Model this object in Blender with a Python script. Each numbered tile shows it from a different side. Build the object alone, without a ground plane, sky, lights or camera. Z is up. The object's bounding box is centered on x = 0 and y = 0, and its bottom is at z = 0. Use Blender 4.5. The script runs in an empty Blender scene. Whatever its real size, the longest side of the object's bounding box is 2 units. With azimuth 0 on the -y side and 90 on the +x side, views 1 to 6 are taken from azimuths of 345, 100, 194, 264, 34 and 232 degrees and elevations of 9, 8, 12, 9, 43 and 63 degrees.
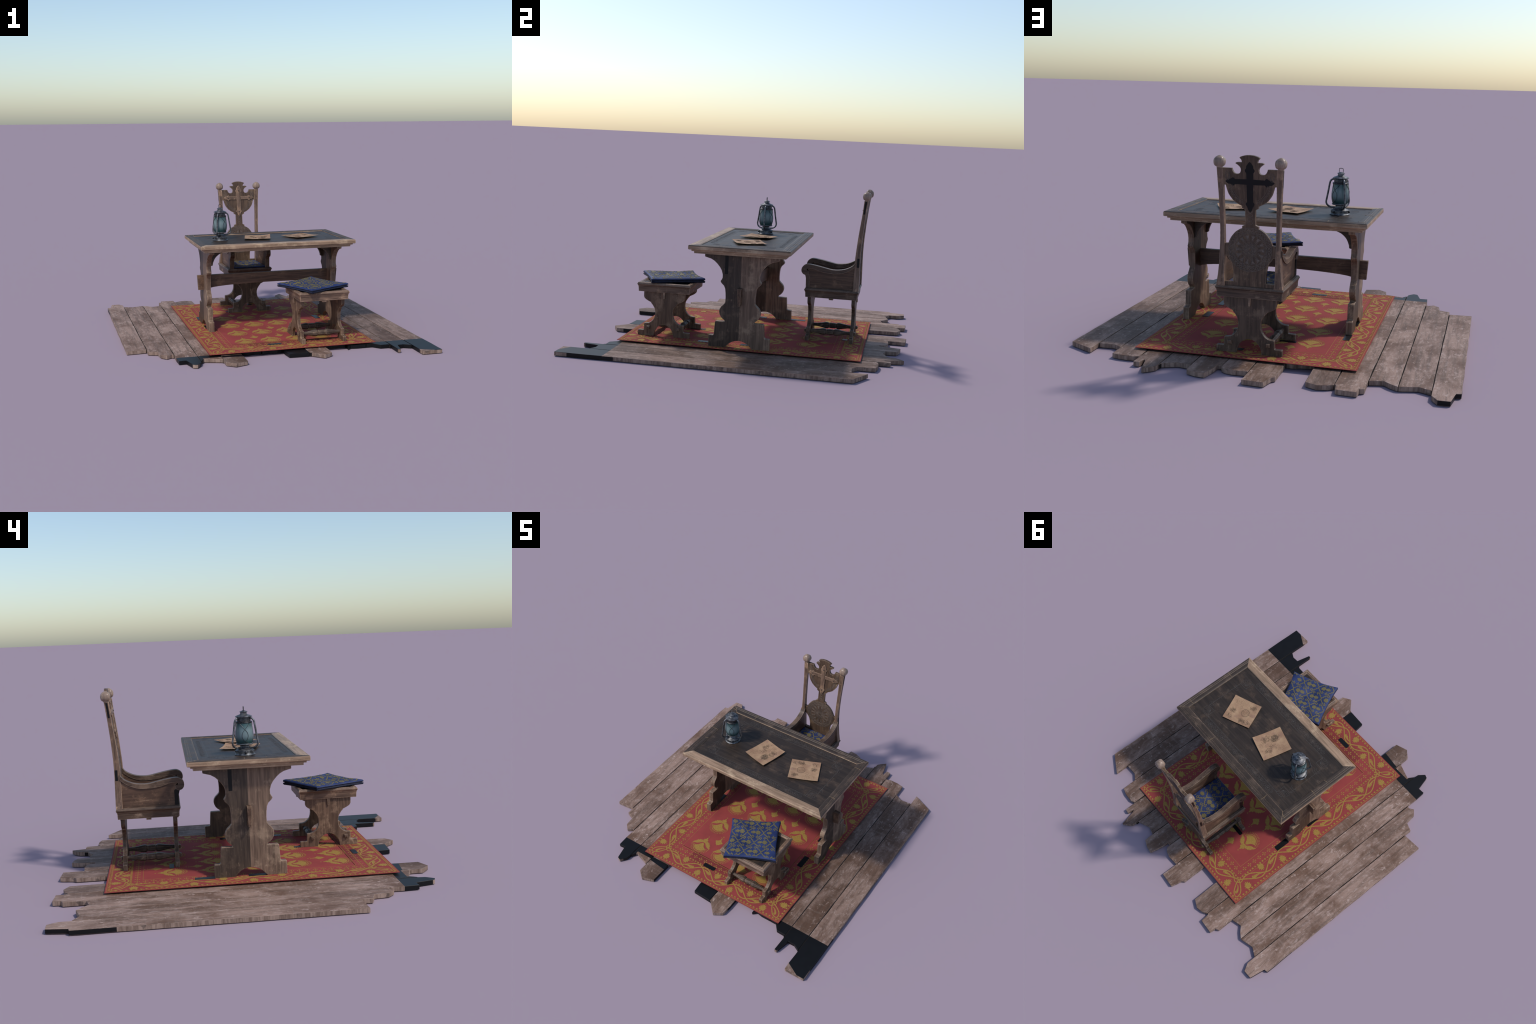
import bpy, bmesh, math, random
from mathutils import Vector

random.seed(7)
SCN = bpy.context.scene
PI = math.pi

# ------------------------------------------------------------------ node helpers
class NT:
    def __init__(self, name):
        self.mat = bpy.data.materials.new(name)
        self.mat.use_nodes = True
        self.t = self.mat.node_tree
        self.t.nodes.clear()
        self.out = self.n('ShaderNodeOutputMaterial')
        self.bsdf = self.n('ShaderNodeBsdfPrincipled')
        self.l(self.bsdf.outputs[0], self.out.inputs[0])
        self.tc = self.n('ShaderNodeTexCoord')

    def n(self, kind, **kw):
        nd = self.t.nodes.new(kind)
        for k, v in kw.items():
            setattr(nd, k, v)
        return nd

    def l(self, a, b):
        self.t.links.new(a, b)

    def setin(self, sock, v):
        if isinstance(v, bpy.types.NodeSocket):
            self.l(v, sock)
        elif isinstance(v, (tuple, list)) and len(v) == 3 and sock.type == 'RGBA':
            sock.default_value = (*v, 1)
        else:
            sock.default_value = v

    def math(self, op, a, b=None, clamp=False):
        nd = self.n('ShaderNodeMath', operation=op, use_clamp=clamp)
        self.setin(nd.inputs[0], a)
        if b is not None:
            self.setin(nd.inputs[1], b)
        return nd.outputs[0]

    def mapping(self, vec, scale=(1, 1, 1), loc=(0, 0, 0), rot=(0, 0, 0)):
        nd = self.n('ShaderNodeMapping')
        self.l(vec, nd.inputs[0])
        self.setin(nd.inputs['Location'], loc)
        nd.inputs['Rotation'].default_value = rot
        nd.inputs['Scale'].default_value = scale
        return nd.outputs[0]

    def noise(self, vec, scale, detail=4, rough=0.55, dist=0.0):
        nd = self.n('ShaderNodeTexNoise')
        self.l(vec, nd.inputs['Vector'])
        nd.inputs['Scale'].default_value = scale
        nd.inputs['Detail'].default_value = detail
        nd.inputs['Roughness'].default_value = rough
        nd.inputs['Distortion'].default_value = dist
        return nd.outputs['Fac']

    def ramp(self, fac, lo, hi):
        """smooth 0..1 mask between lo and hi"""
        nd = self.n('ShaderNodeMapRange', interpolation_type='SMOOTHSTEP')
        self.setin(nd.inputs[0], fac)
        nd.inputs[1].default_value = lo
        nd.inputs[2].default_value = hi
        return nd.outputs[0]

    def mix(self, fac, a, b, mode='MIX'):
        nd = self.n('ShaderNodeMix', data_type='RGBA', blend_type=mode)
        self.setin(nd.inputs[0], fac)
        self.setin(nd.inputs[6], a)
        self.setin(nd.inputs[7], b)
        return nd.outputs[2]

    def bump(self, height, strength=0.3, dist=0.002):
        nd = self.n('ShaderNodeBump')
        nd.inputs['Strength'].default_value = strength
        nd.inputs['Distance'].default_value = dist
        self.l(height, nd.inputs['Height'])
        self.l(nd.outputs[0], self.bsdf.inputs['Normal'])

    def edge(self, radius=0.003):
        """0 on flats, towards 1 at sharp edges (worn arrises)"""
        bv = self.n('ShaderNodeBevel', samples=4)
        bv.inputs[0].default_value = radius
        ge = self.n('ShaderNodeNewGeometry')
        d = self.n('ShaderNodeVectorMath', operation='DOT_PRODUCT')
        self.l(bv.outputs[0], d.inputs[0])
        self.l(ge.outputs['Normal'], d.inputs[1])
        return self.math('SUBTRACT', 1.0, d.outputs['Value'], clamp=True)

    def shifted(self):
        """object coordinates, moved per object so that repeats differ"""
        oi = self.n('ShaderNodeObjectInfo')
        m = self.math('MULTIPLY', oi.outputs['Random'], 23.0)
        cb = self.n('ShaderNodeCombineXYZ')
        for i in range(3):
            self.l(m, cb.inputs[i])
        ad = self.n('ShaderNodeVectorMath', operation='ADD')
        self.l(self.tc.outputs['Object'], ad.inputs[0])
        self.l(cb.outputs[0], ad.inputs[1])
        return ad.outputs[0], oi.outputs['Random']

    def base(self, col, rough=0.6, spec=0.5, metal=0.0):
        self.setin(self.bsdf.inputs['Base Color'], col)
        self.setin(self.bsdf.inputs['Roughness'], rough)
        self.setin(self.bsdf.inputs['Specular IOR Level'], spec)
        self.setin(self.bsdf.inputs['Metallic'], metal)
        return self.mat


_cache = {}

def wood(kind, axis):
    """kind -> palette of the old furniture; axis = direction of the grain"""
    key = (kind, axis)
    if key in _cache:
        return _cache[key]
    pal = {
        #            dark                mid                 light               edge                 edge amt  rough
        'oak':      ((.075, .043, .028), (.182, .110, .071), (.33, .21, .135), (.46, .32, .21), .9, .50),
        'walnut':   ((.050, .031, .022), (.118, .076, .053), (.23, .155, .105), (.40, .285, .205), .8, .48),
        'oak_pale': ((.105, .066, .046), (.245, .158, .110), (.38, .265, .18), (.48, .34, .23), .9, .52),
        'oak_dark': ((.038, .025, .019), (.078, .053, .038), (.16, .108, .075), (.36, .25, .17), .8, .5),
        'oak_red':  ((.060, .034, .023), (.135, .077, .050), (.26, .15, .09), (.36, .26, .18), .7, .5),
        'frame':    ((.20, .130, .082), (.390, .255, .168), (.60, .435, .285), (.60, .44, .30), .7, .5),
        'frame_top':((.030, .021, .016), (.060, .042, .032), (.115, .078, .055), (.235, .160, .112), .55, .5),
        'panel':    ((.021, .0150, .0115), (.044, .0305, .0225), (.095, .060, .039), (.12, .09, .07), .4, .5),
        'post':     ((.085, .053, .037), (.21, .132, .092), (.44, .27, .165), (.55, .38, .26), .9, .44),
        'carved':   ((.055, .033, .022), (.122, .075, .048), (.23, .15, .095), (.40, .29, .19), .85, .5),
        'knob':     ((.20, .14, .105), (.33, .235, .18), (.46, .34, .265), (.55, .42, .34), .5, .36),
    }[kind]
    dark, mid, light, ecol, eamt, rough = pal
    m = NT('wood_%s_%s' % (kind, axis))
    vec, rnd = m.shifted()
    sc = {'x': (.07, 1, 1), 'y': (1, .07, 1), 'z': (1, 1, .07)}[axis]
    g = m.mapping(vec, sc)
    grain = m.noise(g, 85, 6, .6, .3)
    broad = m.noise(g, 22, 3, .5, .6)
    blot = m.noise(vec, 13, 5, .6)
    c = m.mix(m.ramp(grain, .32, .68), dark, mid)
    c = m.mix(m.math('MULTIPLY', m.ramp(broad, .42, .72), .55), c, dark)
    c = m.mix(m.math('MULTIPLY', m.ramp(blot, .50, .72), .55), c, light)
    # fine pale scratches and pitting
    sp = m.noise(m.mapping(vec, tuple(max(.45, s) for s in sc)), 150, 4, .7)
    c = m.mix(m.math('MULTIPLY', m.math('MULTIPLY', m.ramp(sp, .54, .70), m.ramp(blot, .40, .60)), .55), c, light)
    vo = m.n('ShaderNodeTexVoronoi', feature='DISTANCE_TO_EDGE')
    m.l(m.mapping(vec, sc), vo.inputs['Vector'])
    vo.inputs['Scale'].default_value = 24
    crack = m.math('MULTIPLY', m.ramp(vo.outputs['Distance'], .022, .0), m.ramp(blot, .52, .62))
    c = m.mix(m.math('MULTIPLY', crack, .5), c, ecol)
    # worn arrises
    e = m.ramp(m.edge(.0045), .012, .11)
    e = m.math('MULTIPLY', e, m.math('ADD', m.ramp(m.noise(vec, 45, 3), .35, .62), .35, clamp=True))
    c = m.mix(m.math('MULTIPLY', e, eamt), c, ecol)
    h = m.math('ADD', m.math('MULTIPLY', grain, .7), m.math('MULTIPLY', blot, .5))
    m.bump(h, .35, .0015)
    r = m.math('ADD', rough - .12, m.math('MULTIPLY', blot, .22))
    _cache[key] = m.base(c, r, .30)
    return _cache[key]


def plank_wood():
    m = NT('weathered_plank')
    vec, rnd = m.shifted()
    g = m.mapping(vec, (1, .06, 1))
    grain = m.noise(g, 60, 6, .62, .4)
    cross = m.noise(m.mapping(vec, (.12, 1, 1)), 70, 4, .6)
    blot = m.noise(m.mapping(vec, (1, .45, 1)), 9, 6, .62, .5)
    scuff = m.noise(m.mapping(vec, (1, .6, 1)), 38, 8, .74, .5)
    c = m.mix(m.ramp(blot, .36, .66), (.132, .074, .049), (.288, .190, .148))
    c = m.mix(m.math('MULTIPLY', m.ramp(grain, .45, .66), .55), c, (.085, .056, .041))
    c = m.mix(m.math('MULTIPLY', m.ramp(cross, .52, .72), .25), c, (.30, .225, .19))
    c = m.mix(m.math('MULTIPLY', m.ramp(scuff, .56, .65), .75), c, (.42, .310, .262))
    fine = m.noise(m.mapping(vec, (1, .35, 1)), 75, 6, .7, .4)
    c = m.mix(m.math('MULTIPLY', m.math('MULTIPLY', m.ramp(fine, .50, .66), m.ramp(blot, .38, .60)), .6), c, (.40, .30, .26))
    c = m.mix(m.math('MULTIPLY', m.ramp(fine, .44, .30), .45), c, (.095, .060, .045))
    tone = m.math('ADD', .76, m.math('MULTIPLY', rnd, .42))
    cb = m.n('ShaderNodeCombineColor')
    for i in range(3):
        m.l(tone, cb.inputs[i])
    c = m.mix(1.0, c, cb.outputs[0], 'MULTIPLY')
    e = m.ramp(m.edge(.003), .02, .2)
    e = m.math('MULTIPLY', e, m.ramp(m.noise(vec, 30, 3), .42, .6))
    c = m.mix(m.math('MULTIPLY', e, .55), c, (.46, .38, .35))
    m.bump(m.math('ADD', grain, m.math('MULTIPLY', scuff, .8)), .4, .002)
    return m.base(c, .60, .2)


def plank_side():
    m = NT('splintered_plank_end')
    vec, rnd = m.shifted()
    n1 = m.noise(m.mapping(vec, (1, 1, .12)), 55, 5, .6, .3)
    n2 = m.noise(vec, 16, 4)
    c = m.mix(m.ramp(n1, .35, .65), (.16, .105, .078), (.33, .235, .185))
    c = m.mix(m.math('MULTIPLY', m.ramp(n2, .58, .66), .6), c, (.06, .045, .04))
    m.bump(n1, .5, .002)
    return m.base(c, .75, .3)


def flat(name, col, rough=.7, spec=.4, metal=0., var=.25, scale=40, bump=0., sheen=0.):
    m = NT(name)
    n = m.noise(m.tc.outputs['Object'], scale, 5, .6)
    dk = tuple(c * (1 - var) for c in col)
    lt = tuple(min(1, c * (1 + var)) for c in col)
    c = m.mix(m.ramp(n, .3, .7), dk, lt)
    if bump:
        m.bump(n, bump, .001)
    m.bsdf.inputs['Sheen Weight'].default_value = sheen
    return m.base(c, rough, spec, metal)


def rug_red():
    m = NT('red_wool')
    co = m.tc.outputs['Object']
    n = m.noise(co, 7, 5, .6)
    f = m.noise(co, 260, 2, .6)
    c = m.mix(m.ramp(n, .3, .7), (.240, .044, .041), (.300, .053, .049))
    c = m.mix(m.math('MULTIPLY', m.ramp(f, .4, .7), .25), c, (.20, .036, .036))
    # baked shade painted as a darker band with straight cut edges by the front
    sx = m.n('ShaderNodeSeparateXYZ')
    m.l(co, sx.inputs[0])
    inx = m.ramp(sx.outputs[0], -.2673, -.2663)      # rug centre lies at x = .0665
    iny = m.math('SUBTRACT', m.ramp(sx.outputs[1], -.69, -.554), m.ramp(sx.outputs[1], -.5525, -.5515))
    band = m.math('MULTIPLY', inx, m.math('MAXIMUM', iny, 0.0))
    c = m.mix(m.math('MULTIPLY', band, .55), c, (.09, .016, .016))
    m.bump(f, .3, .0008)
    return m.base(c, .85, .18)


def parchment():
    m = NT('old_parchment')
    vec, rnd = m.shifted()
    a = m.noise(vec, 14, 5, .6)
    b = m.noise(vec, 70, 4, .65)
    c = m.mix(m.ramp(a, .32, .68), (.285, .165, .098), (.405, .260, .152))
    c = m.mix(m.math('MULTIPLY', m.ramp(b, .5, .7), .35), c, (.27, .16, .10))
    c = m.mix(m.math('MULTIPLY', m.ramp(m.noise(vec, 22, 4, .6, .4), .58, .70), .55), c, (.26, .145, .11))
    m.bump(b, .2, .001)
    return m.base(c, .7, .3)


def metal_mat():
    m = NT('tarnished_metal')
    co = m.tc.outputs['Object']
    a = m.noise(co, 45, 6, .65)
    b = m.noise(co, 160, 4, .6)
    c = m.mix(m.ramp(a, .35, .65), (.055, .056, .060), (.20, .205, .215))
    c = m.mix(m.math('MULTIPLY', m.ramp(b, .55, .7), .5), c, (.12, .085, .07))
    e = m.ramp(m.edge(.0025), .03, .25)
    c = m.mix(m.math('MULTIPLY', e, .7), c, (.50, .52, .55))
    m.bump(b, .2, .0008)
    return m.base(c, m.math('ADD', .32, m.math('MULTIPLY', a, .3)), .5, .75)


def blue_cloth():
    m = NT('blue_cloth')
    co = m.tc.outputs['Object']
    n = m.noise(co, 18, 4)
    f = m.noise(co, 300, 2)
    c = m.mix(m.ramp(n, .3, .7), (.014, .025, .086), (.025, .042, .132))
    m.bump(f, .25, .0008)
    return m.base(c, .6, .3)


M_PLANK = plank_wood()
M_PSIDE = plank_side()
M_BLACK = flat('plain_black', (.0055, .0056, .0062), .42, .22, var=.15, scale=20)  # plain black, also for missing texture and shade baked into the original
M_FILLER = flat('seam_filler', (.020, .016, .014), .9, .1)
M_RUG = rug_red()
M_GOLD = flat('gold_thread', (.305, .182, .045), .8, .2, var=.14, scale=120, bump=.2)
M_GOLD_B = flat('gold_brocade', (.135, .112, .050), .65, .3, var=.15, scale=150)
M_BLUE = blue_cloth()
M_SEAM = flat('cushion_seam_dark', (.010, .013, .030), .7, .3, var=.3, scale=60)
M_PAPER = parchment()
M_INK = flat('faded_ink', (.135, .090, .058), .8, .2, var=.35, scale=200)
M_METAL = metal_mat()
M_DARKMETAL = flat('dark_metal', (.055, .054, .056), .42, .5, .8, var=.5, scale=90, bump=.2)
def glass():
    m = NT('teal_glass')
    sx = m.n('ShaderNodeSeparateXYZ')
    m.l(m.tc.outputs['Generated'], sx.inputs[0])
    z = sx.outputs[2]
    n = m.noise(m.mapping(m.tc.outputs['Object'], (1, 1, .2)), 60, 4)
    mid = m.math('MULTIPLY', m.ramp(z, .05, .42), m.ramp(z, .98, .60))  # darker teal towards both ends, paler between
    c = m.mix(mid, (.022, .062, .062), (.145, .205, .215))
    c = m.mix(m.math('MULTIPLY', m.ramp(n, .45, .7), .4), c, (.05, .115, .115))
    return m.base(c, .25, .5)
M_GLASS = glass()
M_CARVE = flat('carved_line_grey', (.132, .100, .081), .6, .4, var=.35, scale=120)
M_CARVE_D = flat('carved_line_dark', (.064, .056, .051), .48, .3, var=.35, scale=120)
M_DLINE = flat('rug_baked_shade', (.035, .008, .008), .9, .1)

# ------------------------------------------------------------------ object helpers
def thing(name, loc, label, category):
    e = bpy.data.objects.new(name, None)
    e.empty_display_size = .05
    e.location = loc
    SCN.collection.objects.link(e)
    e['label'] = label
    e['category'] = category
    return e


def finish(bm, name, parent, mats, origin=None, bevel=0., smooth=False, segs=2, kind=None, angle=35):
    bmesh.ops.recalc_face_normals(bm, faces=bm.faces)
    me = bpy.data.meshes.new(name)
    if origin is None:
        xs = [v.co for v in bm.verts]
        origin = Vector([(min(c[i] for c in xs) + max(c[i] for c in xs)) / 2 for i in range(3)])
    origin = Vector(origin)
    for v in bm.verts:
        v.co -= origin
    if smooth:
        for f in bm.faces:
            f.smooth = True
        for e in bm.edges:
            if len(e.link_faces) == 2 and e.calc_face_angle() > math.radians(38):
                e.smooth = False
    bm.to_mesh(me)
    bm.free()
    ob = bpy.data.objects.new(name, me)
    for m in (mats if isinstance(mats, (list, tuple)) else [mats]):
        me.materials.append(m)
    SCN.collection.objects.link(ob)
    if parent is not None:
        ob.parent = parent
        base = Vector(parent.location)
        p = parent.parent
        while p is not None:
            base = base + Vector(p.location)
            p = p.parent
        ob.location = origin - base
    else:
        ob.location = origin
    if bevel:
        b = ob.modifiers.new('bevel', 'BEVEL')
        b.width = bevel
        b.segments = segs
        b.limit_method = 'ANGLE'
        b.angle_limit = math.radians(angle)
    if kind:
        ob['kind'] = kind
    return ob


def prism(bm, outline, place, t0, t1):
    """extrude a 2D outline; place(a, b, t) -> 3D"""
    lo = [bm.verts.new(place(a, b, t0)) for a, b in outline]
    hi = [bm.verts.new(place(a, b, t1)) for a, b in outline]
    n = len(outline)
    fs = [bm.faces.new(lo), bm.faces.new(hi[::-1])]
    for i in range(n):
        j = (i + 1) % n
        fs.append(bm.faces.new((lo[i], hi[i], hi[j], lo[j])))
    return fs


def box(bm, x0, x1, y0, y1, z0, z1):
    return prism(bm, [(x0, y0), (x1, y0), (x1, y1), (x0, y1)], lambda a, b, t: (a, b, t), z0, z1)


def mirror_outline(half):
    """half outline on the +a side from one axis point to the other -> closed outline"""
    return half + [(-a, b) for a, b in reversed(half) if abs(a) > 1e-6]


def smooth_pts(pts, k=3, closed=False):
    """Catmull-Rom through the control points"""
    n = len(pts)
    out = []
    rng = range(n if closed else n - 1)
    for i in rng:
        if closed:
            p = [pts[(i + d) % n] for d in (-1, 0, 1, 2)]
        else:
            p = [pts[max(0, min(n - 1, i + d))] for d in (-1, 0, 1, 2)]
        for s in range(k):
            t = s / k
            out.append(tuple(.5 * (2 * b + (c - a) * t + (2 * a - 5 * b + 4 * c - d) * t * t + (3 * b - a - 3 * c + d) * t ** 3)
                             for a, b, c, d in zip(*p)))
    if not closed:
        out.append(tuple(pts[-1]))
    return out


_lift = [0]

def lift():
    """every applied piece lies a hair higher or lower than its neighbours"""
    _lift[0] += 1
    return (_lift[0] * 7 % 31) * .000012


def ribbon(bm, pts, width, place, h=.0006, closed=False, sink=.0006):
    """a low raised line lying on a surface; place(a, b, height) -> 3D"""
    h += lift()
    sink += lift()
    n = len(pts)
    if n < 2:
        return
    W = width if callable(width) else (lambda t: width)
    rows = []
    for i in range(n):
        p0 = pts[i - 1] if (i or closed) else pts[i]
        p1 = pts[(i + 1) % n] if (i < n - 1 or closed) else pts[i]
        dx, dy = p1[0] - p0[0], p1[1] - p0[1]
        L = math.hypot(dx, dy) or 1e-9
        nx, ny = -dy / L, dx / L
        w = W(i / max(1, n - 1)) / 2
        a, b = pts[i]
        rows.append([bm.verts.new(place(a + nx * w * s, b + ny * w * s, hh)) for s, hh in ((-1, -sink), (-1, h + i * 3e-6), (1, h + i * 3e-6), (1, -sink))])
    for i in range(n if closed else n - 1):
        r, q = rows[i], rows[(i + 1) % n]
        for k in range(3):
            bm.faces.new((r[k], r[k + 1], q[k + 1], q[k]))
    if not closed:
        bm.faces.new(rows[0])
        bm.faces.new(rows[-1][::-1])


def patch(bm, pts, place, h=.0006, sink=.0006):
    """a low raised filled shape"""
    prism(bm, pts, lambda a, b, t: place(a, b, t), -sink - lift(), h + lift())


def disc_pts(cx, cy, r, n=10, ry=None):
    ry = ry or r
    return [(cx + r * math.cos(2 * PI * i / n), cy + ry * math.sin(2 * PI * i / n)) for i in range(n)]


def xform(pts, ox, oy, ang=0., s=1., flip=1):
    c, sn = math.cos(ang), math.sin(ang)
    return [(ox + s * (flip * a * c - b * sn), oy + s * (flip * a * sn + b * c)) for a, b in pts]


def lathe(bm, prof, cx, cy, n=32):
    rows = []
    for r, z in prof:
        if r < 1e-5:
            rows.append([bm.verts.new((cx, cy, z))])
        else:
            rows.append([bm.verts.new((cx + r * math.cos(2 * PI * i / n), cy + r * math.sin(2 * PI * i / n), z)) for i in range(n)])
    for a, b in zip(rows, rows[1:]):
        for i in range(n):
            j = (i + 1) % n
            if len(a) == 1:
                bm.faces.new((a[0], b[i], b[j]))
            elif len(b) == 1:
                bm.faces.new((a[i], a[j], b[0]))
            else:
                bm.faces.new((a[i], a[j], b[j], b[i]))
    for row, in ((rows[0],), (rows[-1],)):
        if len(row) > 1:
            bm.faces.new(row)


def tube(bm, pts, r, n=8):
    rows = []
    prev = None
    for i, p in enumerate(pts):
        p = Vector(p)
        d = (Vector(pts[min(i + 1, len(pts) - 1)]) - Vector(pts[max(i - 1, 0)])).normalized()
        u = d.cross(prev) if prev is not None else d.orthogonal()
        if prev is not None:
            u = (prev - d * prev.dot(d)).normalized()
        else:
            u = d.orthogonal().normalized()
        prev = u
        w = d.cross(u)
        rows.append([bm.verts.new(p + (u * math.cos(2 * PI * k / n) + w * math.sin(2 * PI * k / n)) * r) for k in range(n)])
    for a, b in zip(rows, rows[1:]):
        for k in range(n):
            bm.faces.new((a[k], a[(k + 1) % n], b[(k + 1) % n], b[k]))
    bm.faces.new(rows[0])
    bm.faces.new(rows[-1])


def loft(bm, rings):
    rows = [[bm.verts.new(p) for p in r] for r in rings]
    n = len(rows[0])
    for a, b in zip(rows, rows[1:]):
        for k in range(n):
            bm.faces.new((a[k], a[(k + 1) % n], b[(k + 1) % n], b[k]))
    bm.faces.new(rows[0][::-1])
    bm.faces.new(rows[-1])


def interp(z, zs, vs):
    if z <= zs[0]:
        return vs[0]
    for i in range(len(zs) - 1):
        if z <= zs[i + 1]:
            t = (z - zs[i]) / (zs[i + 1] - zs[i])
            return vs[i] + t * (vs[i + 1] - vs[i])
    return vs[-1]


# ------------------------------------------------------------------ floor
FZ = .0240
floor = thing('plank_floor', (0, 0, 0), 'broken weathered wooden floor planks with splintered ends', 'wooden floor')
SEAMS = [-.970, -.842, -.693, -.556, -.416, -.280, -.143, -.003, .137, .280, .424, .556, .703, .832, .970]
# broken ends of every plank, left to right: back (+y) and front (-y)
BACK = [
    [(-.970, .865), (-.946, .870), (-.929, .972), (-.872, .974), (-.844, .926), (-.842, .866)],
    [(-.842, .866), (-.781, .837), (-.693, .862)],
    [(-.693, .862), (-.653, .837), (-.622, .807), (-.556, .825)],
    [(-.556, .938), (-.532, .948), (-.528, .990), (-.430, .985), (-.425, .926), (-.416, .926)],
    [(-.416, .929), (-.388, .945), (-.340, .957), (-.286, .933), (-.280, .765)],
    [(-.280, .688), (-.240, .695), (-.205, .700), (-.190, .713), (-.143, .716)],
    [(-.143, .911), (-.125, .927), (-.108, 1.000), (-.003, .994)],
    [(-.003, .882), (.073, .887), (.111, .877), (.133, .860), (.137, .837)],
    [(.137, .833), (.159, .835), (.164, .886), (.181, .967), (.227, .962), (.275, .943), (.280, .900)],
    [(.280, .877), (.344, .863), (.419, .896), (.424, .920)],
    [(.424, .942), (.443, .965), (.478, .994), (.504, .890), (.516, .870), (.523, .918), (.553, .915), (.556, .838)],
    [(.556, .836), (.589, .848), (.651, .846), (.699, .834), (.703, .730)],
    [(.703, .731), (.750, .703), (.832, .707)],
    [(.832, .801), (.970, .727)]]
FRONT = [
    [(-.970, -.468), (-.842, -.459)],
    [(-.842, -.513), (-.781, -.535), (-.772, -.609), (-.738, -.642), (-.706, -.620), (-.693, -.630)],
    [(-.693, -.706), (-.687, -.783), (-.642, -.780), (-.617, -.881), (-.592, -.891), (-.561, -.850), (-.556, -.816)],
    [(-.556, -.815), (-.530, -.776), (-.425, -.811), (-.416, -.822)],
    [(-.416, -.886), (-.362, -.929), (-.277, -.900), (-.280, -.757)],
    [(-.280, -.690), (-.230, -.705), (-.190, -.690), (-.143, -.700)],
    [(-.143, -.715), (-.090, -.700), (-.040, -.712), (-.003, -.705)],
    [(-.003, -.756), (.006, -.824), (.137, -.831)],
    [(.137, -.831), (.150, -.835), (.216, -.902), (.273, -.867), (.280, -.800)],
    [(.280, -.700), (.330, -.708), (.380, -.700), (.424, -.704)],
    [(.424, -.757), (.452, -.731), (.490, -.738), (.556, -.738)],
    [(.556, -.738), (.600, -.738), (.616, -.758), (.638, -.784), (.697, -.786), (.703, -.80)],
    [(.7015, -.913), (.721, -.915), (.743, -.816), (.788, -.814), (.818, -.830), (.832, -.838)],
    [(.832, -.952), (.836, -.997), (.970, -.9955)]]

def untextured(i, c, n):
    """which faces of plank i lack texture in the original and are painted black"""
    x, y = c.x, c.y
    side = abs(n.z) < .5
    if i == 0:
        return side and ((n.x < -.8 and y > .66) or (y > .87 and x > -.93 and n.y > .3 and x < -.90) or (y > .86 and x < -.94))
    if i in (2, 3):
        if y > -.7072:
            return False
        if i == 3 and y < -.765 and x > -.535:
            return False
        if i == 2 and y < -.872 and x > -.63:
            return side is False
        return True
    if i == 4:
        if y > -.745:
            return False
        if side:
            return n.x > .8 and y > -.90
        return (y > -.826 and x < -.300) and not (y < -.80 and x > -.33)
    if i in (5, 6):
        return y < -.66
    if i == 7:
        return y < -.70
    if i == 8:
        return -.850 < y < -.70 and not (x > .262 and y < -.838)
    if i in (9, 10):
        return y < -.70
    if i == 11:
        return y < -.7072
    if i == 12:
        return y < -.7072 and not (side and y < -.905)
    if i == 13:
        if side and n.x > .8:
            return -.92 < y < -.64
        tip = (y < -.950 and (x - .836) * .62 + (-.950 - y) * -1 < -.0) or (y < -.993)
        if side:
            return y < -.7072 and not (y < -.955)
        return y < -.7072 and not (y + .950 < -.62 * (x - .834) and False) and not ((-.95 - y) > .55 * (x - .836))
    return False


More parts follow.
